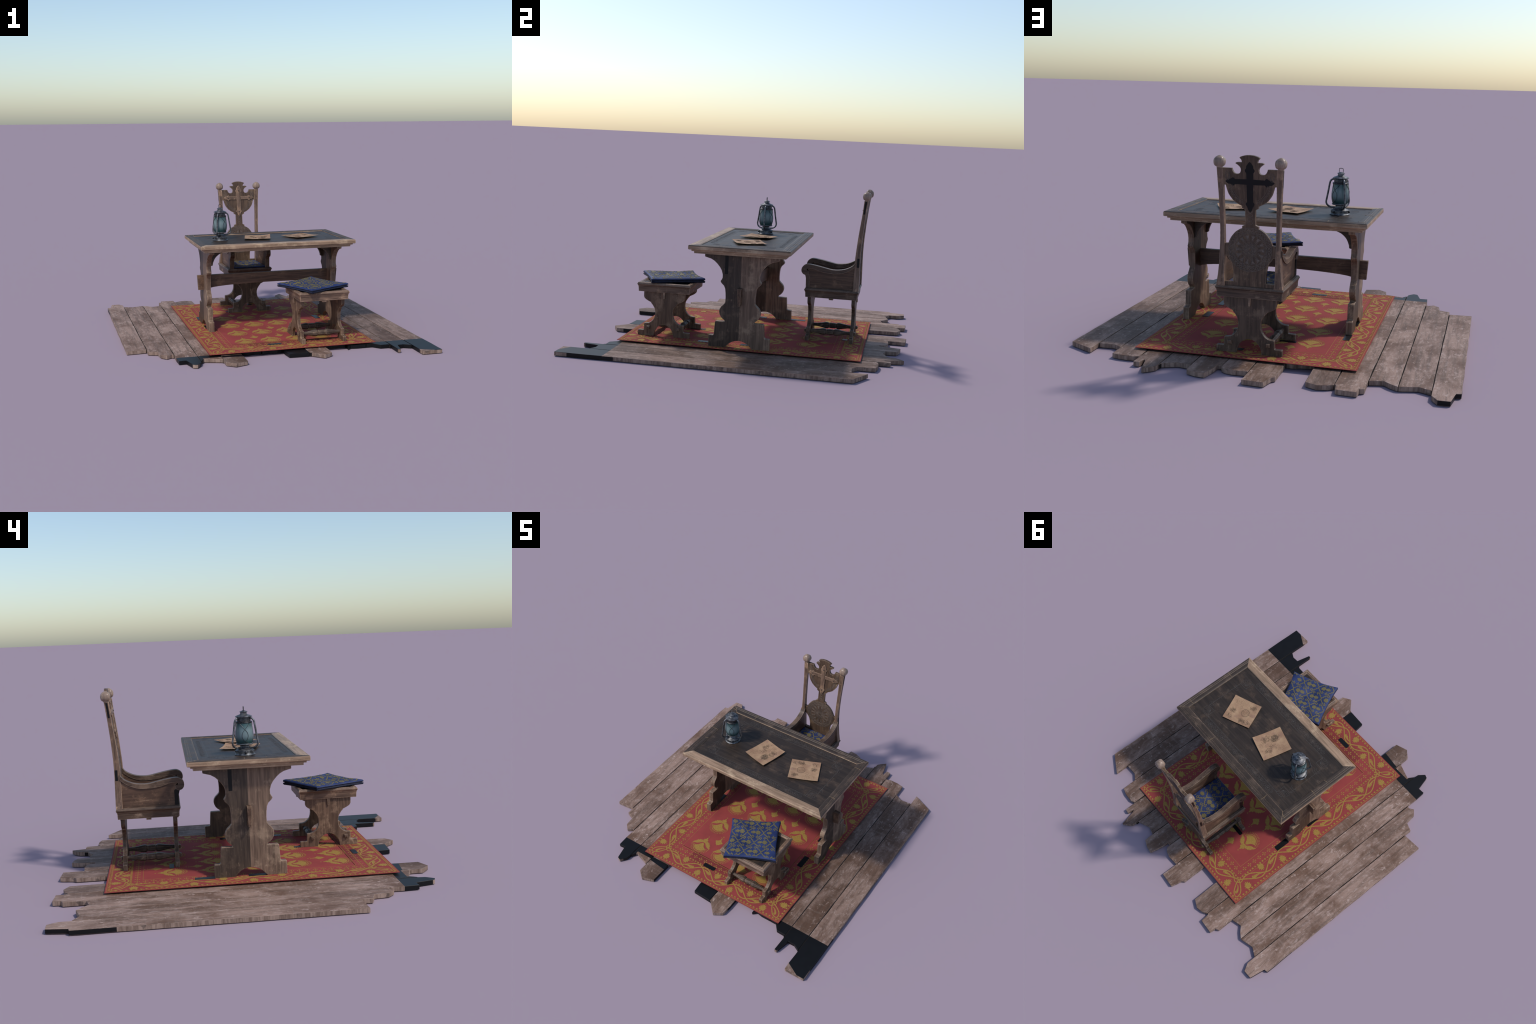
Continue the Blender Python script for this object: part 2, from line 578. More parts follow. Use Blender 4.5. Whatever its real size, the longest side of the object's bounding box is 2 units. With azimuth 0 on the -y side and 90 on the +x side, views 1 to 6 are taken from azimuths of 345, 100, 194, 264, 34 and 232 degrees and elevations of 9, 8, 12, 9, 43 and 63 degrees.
for i in range(14):
    rnd = random.Random(100 + i)
    xl, xr = SEAMS[i], SEAMS[i + 1]
    gap = .0016
    xl, xr = (xl - gap - .0012 if i == 0 else xl), (xr + gap + .0012 if i == 13 else xr)
    bk = [(min(max(x, xl + gap), xr - gap), y) for x, y in BACK[i]]
    fr = [(min(max(x, xl + gap), xr - gap), y) for x, y in FRONT[i]]
    out = list(fr)
    def wobble(x0, ya, yb, sgn):
        k = 22
        res = []
        for j in range(1, k):
            y = ya + (yb - ya) * j / k
            w = rnd.uniform(-.0004, .0004) + .0016 * math.sin(y * 13 + i * 2.1 + sgn) + (.0016 if rnd.random() < .12 else 0)
            if (i == 0 and sgn < 0) or (i == 13 and sgn > 0):
                w *= 1.2
            res.append((x0 - sgn * abs(w), y))
        return res
    out += wobble(xr - gap, fr[-1][1], bk[-1][1], 1)
    out += bk[::-1]
    out += wobble(xl + gap, bk[0][1], fr[0][1], -1)
    bm = bmesh.new()
    dz = rnd.uniform(-.0006, .0003)
    prism(bm, out, lambda a, b, t: (a, b, t), 0.0, FZ + dz)
    cuts = []
    if i in (2, 3, 11, 12, 13):
        cuts.append(((0, -.7072, 0), (0, 1, 0)))
    if i in (0,):
        cuts += [((0, .66, 0), (0, 1, 0))]
    if i == 3:
        cuts += [((-.535, 0, 0), (1, 0, 0)), ((0, -.765, 0), (0, 1, .0))]
    if i == 2:
        cuts += [((0, -.872, 0), (0, 1, 0))]
    if i == 4:
        cuts += [((0, -.745, 0), (0, 1, 0)), ((0, -.826, 0), (.12, 1, 0)), ((-.300, 0, 0), (1, .1, 0))]
    if i == 8:
        cuts += [((0, -.850, 0), (-.1, 1, 0)), ((.262, 0, 0), (1, 0, 0))]
    if i == 12:
        cuts += [((0, -.905, 0), (0, 1, 0))]
    if i == 13:
        cuts += [((.836, -.950, 0), (.55, 1, 0)), ((0, -.64, 0), (0, 1, 0)), ((0, -.92, 0), (0, 1, 0)), ((0, -.955, 0), (0, 1, 0))]
    if i in (5, 6, 7, 9, 10):
        cuts += [((0, -.68, 0), (0, 1, 0))]
    for co, no in cuts:
        bmesh.ops.bisect_plane(bm, geom=bm.verts[:] + bm.edges[:] + bm.faces[:], plane_co=co, plane_no=no, dist=1e-6)
    bmesh.ops.recalc_face_normals(bm, faces=bm.faces)
    for f in bm.faces:
        c, n = f.calc_center_median(), f.normal
        if untextured(i, c, n):
            f.material_index = 2
        elif abs(n.z) < .5:
            f.material_index = 1
    finish(bm, 'plank', floor, [M_PLANK, M_PSIDE, M_BLACK], bevel=.0014, segs=1)

# dark filler strips added to close the seams between the boards
bm = bmesh.new()
for i in range(1, 14):
    y0 = max(FRONT[i - 1][-1][1], FRONT[i][0][1]) + .004
    y1 = min(BACK[i - 1][-1][1], BACK[i][0][1]) - .004
    box(bm, SEAMS[i] - .006, SEAMS[i] + .006, y0, y1, .002, .0205)
finish(bm, 'seam_filler', floor, M_FILLER, kind='stuff')

# ------------------------------------------------------------------ rug
RX0, RX1, RY = -.4875, .6205, .7435
RC = .0665
RT = .0355
rug = thing('rug', (RC, 0, .0335), 'red rug with gold vines, palmettes and pomegranate motifs', 'rug')
bm = bmesh.new()
box(bm, RX0, RX1, -RY, RY, RT - .0022, RT)
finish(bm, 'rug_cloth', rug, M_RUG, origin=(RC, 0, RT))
on_rug = lambda a, b, h: (a, b, RT + h)
G = bmesh.new()

def fan_motif(ox, oy):
    P = lambda pts: patch(G, [(ox + a, oy + b) for a, b in pts], on_rug, .0004)
    P(disc_pts(0, 0, .0042, 8))
    # crown and neck
    half = [(0, -.010), (.0055, -.018), (.006, -.026), (.0165, -.030), (.018, -.040), (.011, -.048), (.0105, -.058), (0, -.064)]
    P(mirror_outline(half))
    # sun disc cut by the wings
    c = (0, -.103)
    arc = [(c[0] + .0450 * math.cos(t), c[1] + .0405 * math.sin(t)) for t in [math.radians(a) for a in range(187, 357, 12)]]
    P(arc + [(.0385, -.1060), (.0305, -.1025), (.0230, -.0960), (.0165, -.0870), (.0115, -.0775), (.0060, -.0690), (0, -.0670), (-.0060, -.0690), (-.0115, -.0775), (-.0165, -.0870), (-.0230, -.0960), (-.0305, -.1025), (-.0385, -.1060)])
    ring = [(c[0] + .0515 * math.cos(math.radians(a)), c[1] + .0485 * math.sin(math.radians(a))) for a in range(182, 359, 8)]
    ribbon(G, [(ox + a, oy + b) for a, b in ring], .0046, on_rug, .0004)
    for a in range(176, 365, 10):
        t = math.radians(a)
        r = [(c[0] + rr * math.cos(t) * 1.03, c[1] + rr * math.sin(t)) for rr in (.0575, .0680)]
        ribbon(G, [(ox + x, oy + y) for x, y in r], .0028, on_rug, .0004)
    # feathered wings
    wing = [(.0080, -.0610), (.0110, -.0520), (.0155, -.0455), (.0215, -.0420), (.0250, -.0480), (.0315, -.0430), (.0335, -.0515), (.0415, -.0465), (.0425, -.0570), (.0510, -.0545), (.0500, -.0640), (.0590, -.0665),
            (.0565, -.0745), (.0655, -.0830), (.0720, -.1010), (.0610, -.0945), (.0520, -.0920), (.0430, -.0895), (.0345, -.0850), (.0265, -.0780), (.0200, -.0700), (.0140, -.0640)]
    P(wing)
    P([(-a, b) for a, b in wing[::-1]])

def star_motif(ox, oy):
    P = lambda pts: patch(G, [(ox + a, oy + b) for a, b in pts], on_rug, .0004)
    P(disc_pts(0, 0, .0045, 8))
    P(disc_pts(.0115, -.0135, .0026, 6))
    P(disc_pts(-.0115, -.0135, .0026, 6))
    half = [(0, -.010), (.003, -.022), (.005, -.035), (.013, -.046), (.030, -.055), (.026, -.060), (.024, -.066), (.017, -.071), (.015, -.079), (.007, -.083), (0, -.092)]
    P(mirror_outline(half))

for kx in (-1.5, -.5, .5, 1.5):
    for r in range(5):
        fan_motif(RC + kx * .1747, -.390 + .2215 * r)
for kx in (-1, 0, 1):
    for r in range(-1, 5):
        y = -.334 + .2215 * r
        if r >= 0:
            star_motif(RC + kx * .1747, y)

def leaf_fan(ox, oy, ang, s=1.):
    lobes = [(112, .021), (76, .028), (44, .034), (18, .041), (0, .047), (-18, .041), (-44, .034), (-76, .028), (-112, .021)]
    pts = [(.003, -.004)]
    for k, (deg, R) in enumerate(lobes):
        t = math.radians(deg)
        pts.append((R * math.sin(t), .006 + R * math.cos(t)))
        if k < len(lobes) - 1:
            t2 = math.radians((deg + lobes[k + 1][0]) / 2)
            r2 = min(R, lobes[k + 1][1]) * .74
            pts.append((r2 * math.sin(t2), .006 + r2 * math.cos(t2)))
    pts.append((-.003, -.004))
    patch(G, xform(pts, ox, oy, ang + PI, s), on_rug, .0007)

def heart(ox, oy, ang, s=1.):
    pts = [(0, -.008), (.0045, -.003), (.0065, .002), (.0045, .0058), (0, .0040), (-.0045, .0058), (-.0065, .002), (-.0045, -.003)]
    patch(G, xform(pts, ox, oy, ang, s), on_rug, .0011)
    patch(G, xform(disc_pts(.0088, -.005, .0022, 5), ox, oy, ang, s), on_rug, .0011)

def cross4(ox, oy):
    for k in range(4):
        a = k * PI / 2
        patch(G, xform([(0, .0035), (.0042, .0115), (.0030, .0145), (0, .0132), (-.0030, .0145), (-.0042, .0115)], ox, oy, a), on_rug, .0004)
    patch(G, disc_pts(ox, oy, .0021, 6), on_rug, .0004)

def frame_line(d, w):
    x0, x1, y = RX0 + d, RX1 - d, RY - d
    for p, q in (((x0, -y), (x1, -y)), ((x1, -y), (x1, y)), ((x1, y), (x0, y)), ((x0, y), (x0, -y))):
        ribbon(G, [p, q], w, on_rug, .0003)

frame_line(.0085, .0022)
frame_line(.1855, .0016)
frame_line(.1075, .0010)
# rows of hearts, crosses
def row(d, step, fn, inset=0.):
    for sgn in (-1, 1):
        y = sgn * (RY - d)
        n = int(round((RX1 - RX0 - 2 * (d + inset)) / step))
        for k in range(n + 1):
            x = RX0 + d + inset + (RX1 - RX0 - 2 * (d + inset)) * k / n
            fn(x, y, 0 if sgn > 0 else PI)
        x = RX0 + d if sgn < 0 else RX1 - d
        n = int(round((2 * RY - 2 * (d + inset)) / step))
        for k in range(n + 1):
            yy = -RY + d + inset + (2 * RY - 2 * (d + inset)) * k / n
            fn(x, yy, PI / 2 if sgn < 0 else -PI / 2)
row(.0195, .0250, lambda x, y, a: heart(x, y, a + PI), inset=.010)
row(.1220, .0215, lambda x, y, a: heart(x, y, a, .95), inset=.012)
row(.1570, .0425, lambda x, y, a: cross4(x, y))

# interlaced vine: two strands cross at inner and outer points in turn
def vine(along0, along1, first_inner, count, place2, leaf_ang):
    step = (along1 - along0) / count
    for strand in (-1, 1):
        pts = []
        N = count * 12
        for k in range(N + 1):
            t = k / 12
            s = math.cos(PI * t) * (1 if first_inner else -1)
            e = math.sin(PI * t)
            pts.append(place2(along0 + step * t, .076 + .028 * s + strand * .024 * e))
        ribbon(G, pts, .0076, on_rug, .0004)
    for c in range(count + 1):
        inner = (c % 2 == 0) == first_inner
        pos = along0 + step * c
        if inner:
            leaf_fan(*place2(pos, .031), leaf_ang, 1.0)
        else:
            leaf_fan(*place2(pos, .114), leaf_ang + PI, .95)
    for c in range(count):
        # curling bud inside every eye
        up = (c % 2 == 0) == first_inner
        a0 = along0 + step * (c + .16)
        hook = [(0, 0), (.020, .004 if up else -.004), (.042, .001), (.058, .006), (.066, .0), (.062, -.008), (.053, -.006)]
        sg = 1 if up else -1
        base = .094 if up else .058
        slope = -.25 if up else .25
        k = step / .15
        pts = smooth_pts([(a * k, b * sg) for a, b in hook], 3)
        ribbon(G, [place2(a0 + a, base + slope * a + b * .9) for a, b in pts], lambda t: .005 + .012 * math.sin(PI * min(1, t * 1.2)) ** 2, on_rug, .0004)
        patch(G, [place2(a0 + a * k, base + slope * a * k + b * sg) for a, b in ((.030, -.004), (.050, -.012), (.046, .002), (.056, .010), (.036, .004))], on_rug, .0004)

# distance coordinate d runs inwards from the rug's edge
VY, VX = .602, .402
for sx in (-1, 1):
    xe = RX0 if sx < 0 else RX1
    vine(-VY, VY, True, 8, lambda a, d, xe=xe, sx=sx: (xe - sx * d, a), -PI / 2 * sx if sx > 0 else PI / 2)
for sy in (-1, 1):
    vine(RC - VX, RC + VX, True, 6, lambda a, d, sy=sy: (a, sy * (RY - d)), PI if sy < 0 else 0)
# leaf fans point from the border inwards: handled by angles above; corner loops
for sx in (-1, 1):
    for sy in (-1, 1):
        cx, cy = (RX0 if sx < 0 else RX1), sy * RY
        f = lambda pts: [(cx - sx * a, cy - sy * b) for a, b in pts]
        loop = smooth_pts([(.104, .142), (.118, .118), (.106, .086), (.076, .046), (.050, .032), (.034, .034), (.032, .050), (.046, .078), (.086, .106), (.118, .118), (.152, .104)], 4)
        ribbon(G, f(loop), .0068, on_rug, .0004)
        hook = smooth_pts([(.098, .092), (.080, .082), (.066, .066), (.058, .052), (.066, .048), (.070, .056)], 4)
        ribbon(G, f(hook), lambda t: .004 + .009 * math.sin(PI * t) ** 2, on_rug, .0004)
        ribbon(G, f(smooth_pts([(.104, .142), (.096, .120), (.112, .100), (.128, .092), (.152, .104)], 4)), .0055, on_rug, .0004)
finish(G, 'gold_ornament', rug, M_GOLD, kind='stuff', origin=(RC, 0, RT))

# black slabs copying baked furniture shadows, and a dark line of baked shade
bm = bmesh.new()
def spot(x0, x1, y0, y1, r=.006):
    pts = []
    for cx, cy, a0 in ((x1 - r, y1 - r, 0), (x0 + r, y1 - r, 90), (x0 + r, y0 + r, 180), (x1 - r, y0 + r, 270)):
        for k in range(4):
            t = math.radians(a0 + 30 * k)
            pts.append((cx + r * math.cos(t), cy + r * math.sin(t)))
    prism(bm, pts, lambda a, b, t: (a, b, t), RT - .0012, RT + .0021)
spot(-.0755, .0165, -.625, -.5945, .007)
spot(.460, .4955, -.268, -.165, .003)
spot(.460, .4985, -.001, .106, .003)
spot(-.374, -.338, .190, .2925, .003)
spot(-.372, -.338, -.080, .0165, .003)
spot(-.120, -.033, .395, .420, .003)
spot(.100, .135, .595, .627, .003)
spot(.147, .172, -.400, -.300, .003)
finish(bm, 'baked_shadow_spot', rug, M_BLACK, kind='stuff')
bm = bmesh.new()
ribbon(bm, [(-.300, -.5520), (.430, -.5520)], .0022, on_rug, .0005)
ribbon(bm, [(.4335, -.5520), (.4335, .10)], .0012, on_rug, .0005)
finish(bm, 'baked_shade_line', rug, M_DLINE)

# ------------------------------------------------------------------ table
TX, TYC = .1023, .0
TW, TD = .5450, .3078
KX, KY = .935, 1.055          # the end boards are a little narrower than the long ones
LXC = .1035
table = thing('trestle_table', (TX, 0, RT), 'old dark oak trestle table with carved recessed top', 'table')
top = thing('table_top', (0, 0, .56), 'framed table top', 'table top')
del top['label'], top['category']
top.parent = table
# moulded frame: cross-section swept along each mitred side (d = inwards from outer edge)
SEC = [(.0, .6485), (.0035, .6525), (.0150, .6530), (.0158, .6512), (.0180, .6512), (.0190, .6530), (.0270, .6530), (.0278, .6512), (.0302, .6512), (.0312, .6530),
       (.0480, .6535), (.0535, .6525), (.0585, .6500), (.0585, .602), (.0290, .602), (.0290, .6130), (.0245, .6150), (.0160, .6158), (.0160, .6235), (.0130, .6255), (.0040, .6255), (.0, .6285)]
SEC_PLAIN = [(.0, .6485), (.0035, .6525), (.0480, .6535), (.0535, .6525), (.0585, .6500), (.0585, .602), (.0290, .602), (.0290, .6130), (.0245, .6150), (.0160, .6158),
             (.0160, .6235), (.0130, .6255), (.0040, .6255), (.0, .6285)]
for side in ('front', 'back', 'west', 'east'):
    bm = bmesh.new()
    sec = SEC_PLAIN if side == 'front' else SEC
    rows = []
    for s in (-1, 1):
        ring = []
        for d, z in sec:
            if side in ('front', 'back'):
                y = (TD - d * KY) * (1 if side == 'back' else -1)
                ring.append(bm.verts.new((TX + s * (TW - d * KX - .00025), y, z)))
            else:
                x = TX + (TW - d * KX) * (1 if side == 'east' else -1)
                ring.append(bm.verts.new((x, s * (TD - d * KY - .00025), z)))
        rows.append(ring)
    a, b = rows
    n = len(a)
    for k in range(n):
        bm.faces.new((a[k], a[(k + 1) % n], b[(k + 1) % n], b[k]))
    bm.faces.new(a)
    bm.faces.new(b[::-1])
    bmesh.ops.recalc_face_normals(bm, faces=bm.faces)
    for f in bm.faces:
        c = f.calc_center_median()
        if c.z > .6498 and side != 'front':
            f.material_index = 1
    ax = 'x' if side in ('front', 'back') else 'y'
    finish(bm, 'frame_board', top, [wood('frame', ax), wood('frame_top', ax)], bevel=.0010, segs=1)
PZ = .6470
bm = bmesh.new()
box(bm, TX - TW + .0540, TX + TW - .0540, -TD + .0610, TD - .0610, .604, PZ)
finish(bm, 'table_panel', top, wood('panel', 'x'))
# carved strapwork of the panel
bm = bmesh.new()
on_top = lambda a, b, h: (TX + a, b, PZ + h)
CW = .0016
xa, xb, ya, yb = .3615, .4185, .132, .190
edge = [(xa, -yb), (xa, -ya), (xb, -ya), (xb, ya), (xa, ya), (xa, yb), (-xa, yb), (-xa, ya), (-xb, ya), (-xb, -ya), (-xa, -ya), (-xa, -yb)]
for i in range(12):
    p, q = edge[i], edge[(i + 1) % 12]
    ribbon(bm, [p, q], .0020, on_top, .00012)
for sy in (-1, 1):
    yc = sy * .2155
    for k in range(-5, 6):
        x = k * .066
        ribbon(bm, disc_pts(x, yc, .0145, 14), CW, on_top, .00012, closed=True)
        if k % 2:
            ribbon(bm, disc_pts(x, yc, .0075, 10), CW, on_top, .00012, closed=True)
        else:
            for q in range(4):
                t = q * PI / 2 + PI / 4
                ribbon(bm, [(x, yc), (x + .013 * math.cos(t), yc + .013 * math.sin(t))], CW, on_top, .00012)
        if k < 5:
            for s in (-1, 1):
                sc = smooth_pts([(.016, 0), (.024, .014 * s), (.036, .012 * s), (.040, .002 * s), (.033, -.003 * s), (.029, .004 * s)], 3)
                ribbon(bm, [(x + a, yc + b) for a, b in sc], CW, on_top, .00012)
                ribbon(bm, [(x + .066 - a, yc - b * .9) for a, b in sc], CW, on_top, .00012)
    for s in (-1, 1):
        ribbon(bm, [(-.46, yc + s * .0215), (.46, yc + s * .0215)], .0009, on_top, .00012)
for sx in (-1, 1):
    for sy in (-1, 1):
        ox, oy = sx * .378, sy * .150
        for k in range(7):           # corner palmettes
            t = math.radians(-20 + 130 * k / 6)
            pts = smooth_pts([(0, 0), (.030 * math.cos(t), .030 * math.sin(t)), (.050 * math.cos(t + .18), .046 * math.sin(t + .18)), (.047 * math.cos(t + .38), .043 * math.sin(t + .38))], 3)
            ribbon(bm, [(ox + sx * a, oy + sy * b) for a, b in pts], CW, on_top, .00012)
        for a in (.0, .012, .024):   # knots
            for s in (-1, 1):
                ribbon(bm, [(ox + sx * (.038 - a * .4) + .020 * math.cos(t) * s, oy + sy * (-.04 - a) + .012 * math.sin(t)) for t in [PI * j / 8 for j in range(9)]], CW, on_top, .00012)
finish(bm, 'carved_strapwork', top, M_CARVE_D, kind='stuff')

bm = bmesh.new()
M_SCAR = flat('pale_scar', (.24, .165, .095), .6, .3, var=.4, scale=150)
on_frame = lambda a, b, h: (a, b, .6530 + h)
for p in (((-.385, .020), (-.410, .018), (-.437, .024)), ((-.385, .247), (-.405, .262), (-.432, .268)), ((-.236, .252), (-.240, .280), (-.237, .302)), ((.596, .205), (.618, .209), (.642, .204)),
          ((.300, .252), (.304, .276), (.302, .302)), ((-.388, -.090), (-.412, -.094)), ((.596, -.120), (.620, -.117), (.640, -.122))):
    ribbon(bm, smooth_pts(list(p), 3), lambda t: .0021, on_frame, .0004)
finish(bm, 'scar', top, M_SCAR, kind='stuff')

LEG = [(0, .602), (.225, .602), (.225, .5805), (.186, .5700), (.165, .5580), (.148, .5430), (.131, .5230), (.120, .5050), (.1125, .4800), (.1125, .4600), (.1170, .4500), (.1245, .4390),
       (.1190, .4280), (.1020, .4120), (.0945, .3950), (.0910, .3700), (.0895, .3400), (.0905, .3110), (.1010, .2980), (.1140, .2860), (.1230, .2710), (.1260, .2550), (.1230, .2380),
       (.1150, .2220), (.1040, .2110), (.0920, .2030), (.0885, .1940), (.1440, .1940), (.1490, .1900), (.1540, .1130), (.1590, .1060), (.1830, .1055), (.1865, .1020), (.1870, .0353),
       (.0840, .0353), (.0700, .0500), (.0550, .0640), (.0380, .0735), (.0200, .0795), (0, .0820)]
LYC = .0045
for sx in (-1, 1):
    bm = bmesh.new()
    x0, x1 = sorted((LXC + sx * .4735, LXC + sx * .4395))
    prism(bm, [(a + LYC, b) for a, b in mirror_outline(LEG)], lambda a, b, t: (t, a, b), x0, x1)
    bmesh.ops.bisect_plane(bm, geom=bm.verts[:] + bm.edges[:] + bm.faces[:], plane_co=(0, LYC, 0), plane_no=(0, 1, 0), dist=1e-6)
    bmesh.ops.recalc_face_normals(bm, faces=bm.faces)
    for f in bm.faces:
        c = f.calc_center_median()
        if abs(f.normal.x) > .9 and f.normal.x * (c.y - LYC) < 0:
            f.material_index = 1  # baked-in shade of this half, painted as darker oak
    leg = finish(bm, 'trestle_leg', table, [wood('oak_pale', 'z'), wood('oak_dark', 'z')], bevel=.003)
    # thin black plate copying a dark rectangle baked into the leg's colour
    bm = bmesh.new()
    ys = -sx * .093 if sx < 0 else -sx * .085
    xo = LXC + sx * .4735
    box(bm, min(xo - sx * .004, xo + sx * .0006), max(xo - sx * .004, xo + sx * .0006), ys - .0098, ys + .0098, .4840, .6005)
    finish(bm, 'baked_black_plate', leg, M_BLACK)
    # curved brackets under the top
    for sy in (-1, 1):
        bm = bmesh.new()
        half = smooth_pts([(.0825, .5720), (.0560, .5600), (.0310, .5360), (.0170, .5060), (.0140, .4870)], 4)
        ol = [(-.001, .6015), (.0825, .6015)] + half + [(.0080, .4840), (-.001, .4840)]
        xi = LXC + sx * .4395
        prism(bm, ol, lambda a, b, t: (xi - sx * a, t, b), LYC + sy * .094 - .0105, LYC + sy * .094 + .0105)
        finish(bm, 'bracket', table, wood('oak_dark', 'x'), bevel=.0015)
# stretcher with tapered through-tenons
bm = bmesh.new()
arch = [(TX + .438 * math.cos(PI * (1 - k / 16)), .306 + .0265 * math.sin(PI * k / 16)) for k in range(17)]
ol = [(TX - .5165, .4055), (TX - .5100, .3000)] + [(TX - .474, .3010)] + arch + [(TX + .474, .3010), (TX + .5100, .3000), (TX + .5165, .4055)]
lo = [bm.verts.new((a, LYC - (.012 if b > .39 else (.0065 if abs(a - TX) > .48 else .011)), b)) for a, b in ol]
hi = [bm.verts.new((a, LYC + (.012 if b > .39 else (.0065 if abs(a - TX) > .48 else .011)), b)) for a, b in ol]
bmesh.ops.triangulate(bm, faces=[bm.faces.new(lo), bm.faces.new(hi[::-1])])
for i in range(len(ol)):
    j = (i + 1) % len(ol)
    bm.faces.new((lo[i], hi[i], hi[j], lo[j]))
finish(bm, 'stretcher', table, wood('oak_red', 'x'), bevel=.0015)

# ------------------------------------------------------------------ chair / stool base
PANEL = [(0, .330), (.132, .330), (.132, .2830), (.1275, .2720), (.1180, .2640), (.1060, .2575), (.0950, .2520), (.0850, .2480), (.0850, .2430), (.0800, .2390), (.0720, .2285), (.0620, .2120), (.0575, .1960),
         (.0565, .1800), (.0585, .1630), (.0635, .1470), (.0720, .1340), (.0830, .1240), (.0950, .1170), (.1080, .1140), (.1240, .1135), (.1265, .1100), (.1280, .0720), (.1300, .0690),
         (.1640, .0685), (.1670, .0650), (.1670, .0353), (.0635, .0353), (.0620, .0520), (.0560, .0700), (.0460, .0860), (.0320, .0990), (.0160, .1070), (0, .1100)]

def seat_base(parent, cx, cy, turn, tone, rim_open):
    """leg panels face v, their outline runs along u; turn swaps u and v"""
    W = (lambda u, v, z: (cx + v, cy + u, z)) if turn else (lambda u, v, z: (cx + u, cy + v, z))
    uax, vax = ('y', 'x') if turn else ('x', 'y')
    for s in (-1, 1):
        bm = bmesh.new()
        prism(bm, mirror_outline(PANEL), lambda a, b, t: W(a, t, b), s * .1285, s * .1510)
        finish(bm, 'leg', parent, wood(tone, 'z'), bevel=.0024)
        bm = bmesh.new()   # wedge hanging below the seat
        prism(bm, [(-.0070, .3200), (.0070, .3200), (.0045, .2765), (-.0045, .2765)], lambda a, b, t: W(a, t, b), s * .1500, s * .1600)
        finish(bm, 'wedge', parent, wood('post', 'z'), bevel=.001)
        bm = bmesh.new()   # turned stretcher, square in section
        prof = [(-.1640, .0060), (-.1620, .0095), (-.1510, .0105), (-.1510, .0098), (-.1250, .0100), (-.1000, .0108), (-.0720, .0150), (-.0450, .0205), (-.0330, .0205), (-.0250, .0160), (-.0225, .0135), (-.0195, .0165), (0, .0175)]
        prof = prof + [(-v, r) for v, r in reversed(prof[:-1])]
        rings = []
        for v, r in prof:
            c = r * .45
            rings.append([W(s * .097 + a, v, .0885 + b) for a, b in ((r, c), (c, r), (-c, r), (-r, c), (-r, -c), (-c, -r), (c, -r), (r, -c))])
        loft(bm, rings)
        finish(bm, 'stretcher_rail', parent, wood('oak_dark', vax))
        for e in (-1, 1):      # small square pegs
            bm = bmesh.new()
            q = .0105
            sq = lambda k, v: [W(s * .097 + a * k, e * v, .0890 + b * k) for a, b in ((q, q), (-q, q), (-q, -q), (q, -q))]
            loft(bm, [sq(1, .150), sq(1, .158), sq(.62, .165)])
            finish(bm, 'peg', parent, wood('oak_red', vax), bevel=.0008)
        bm = bmesh.new()       # block under the side rails
        pts = [(-.0135, .3060), (.0135, .3060), (.0135, .3240), (-.0135, .3240)]
        prism(bm, pts, lambda a, b, t: W(t, a, b), s * .130, s * .160)
        finish(bm, 'block', parent, wood('post', uax), bevel=.001)
    # moulded seat frame, mitred
    sec = [(.0080, .3160), (.0065, .3450), (.0050, .3490), (.0045, .3530), (.0010, .3590), (.0, .3610), (.0, .3655), (.0025, .3680), (.0030, .3705), (.0055, .3735), (.0110, .3745),
           (.0125, .3730), (.0145, .3730), (.0160, .3745), (.0215, .3745), (.0250, .3715), (.0300, .3705), (.0300, .3160)]
    R = .1710
    for i in range(4):
        bm = bmesh.new()
        rings = []
        for s in (-1, 1):
            ring = []
            for d, z in sec:
                a, b = R - d, s * (R - d - .0002)
                u, v = ((a, b), (-b, a), (-a, -b), (b, -a))[i]
                ring.append(W(u, v, z))
            rings.append(ring)
        loft(bm, rings)
        finish(bm, 'seat_rail', parent, wood('post' if rim_open else 'walnut', uax if i % 2 else vax), bevel=.0008, segs=1)
    bm = bmesh.new()
    r = R - .0295
    prism(bm, [(-r, -r), (r, -r), (r, r), (-r, r)], lambda a, b, t: W(a, b, t), .330, .3690)
    finish(bm, 'seat_board', parent, wood('panel', uax))
    return W

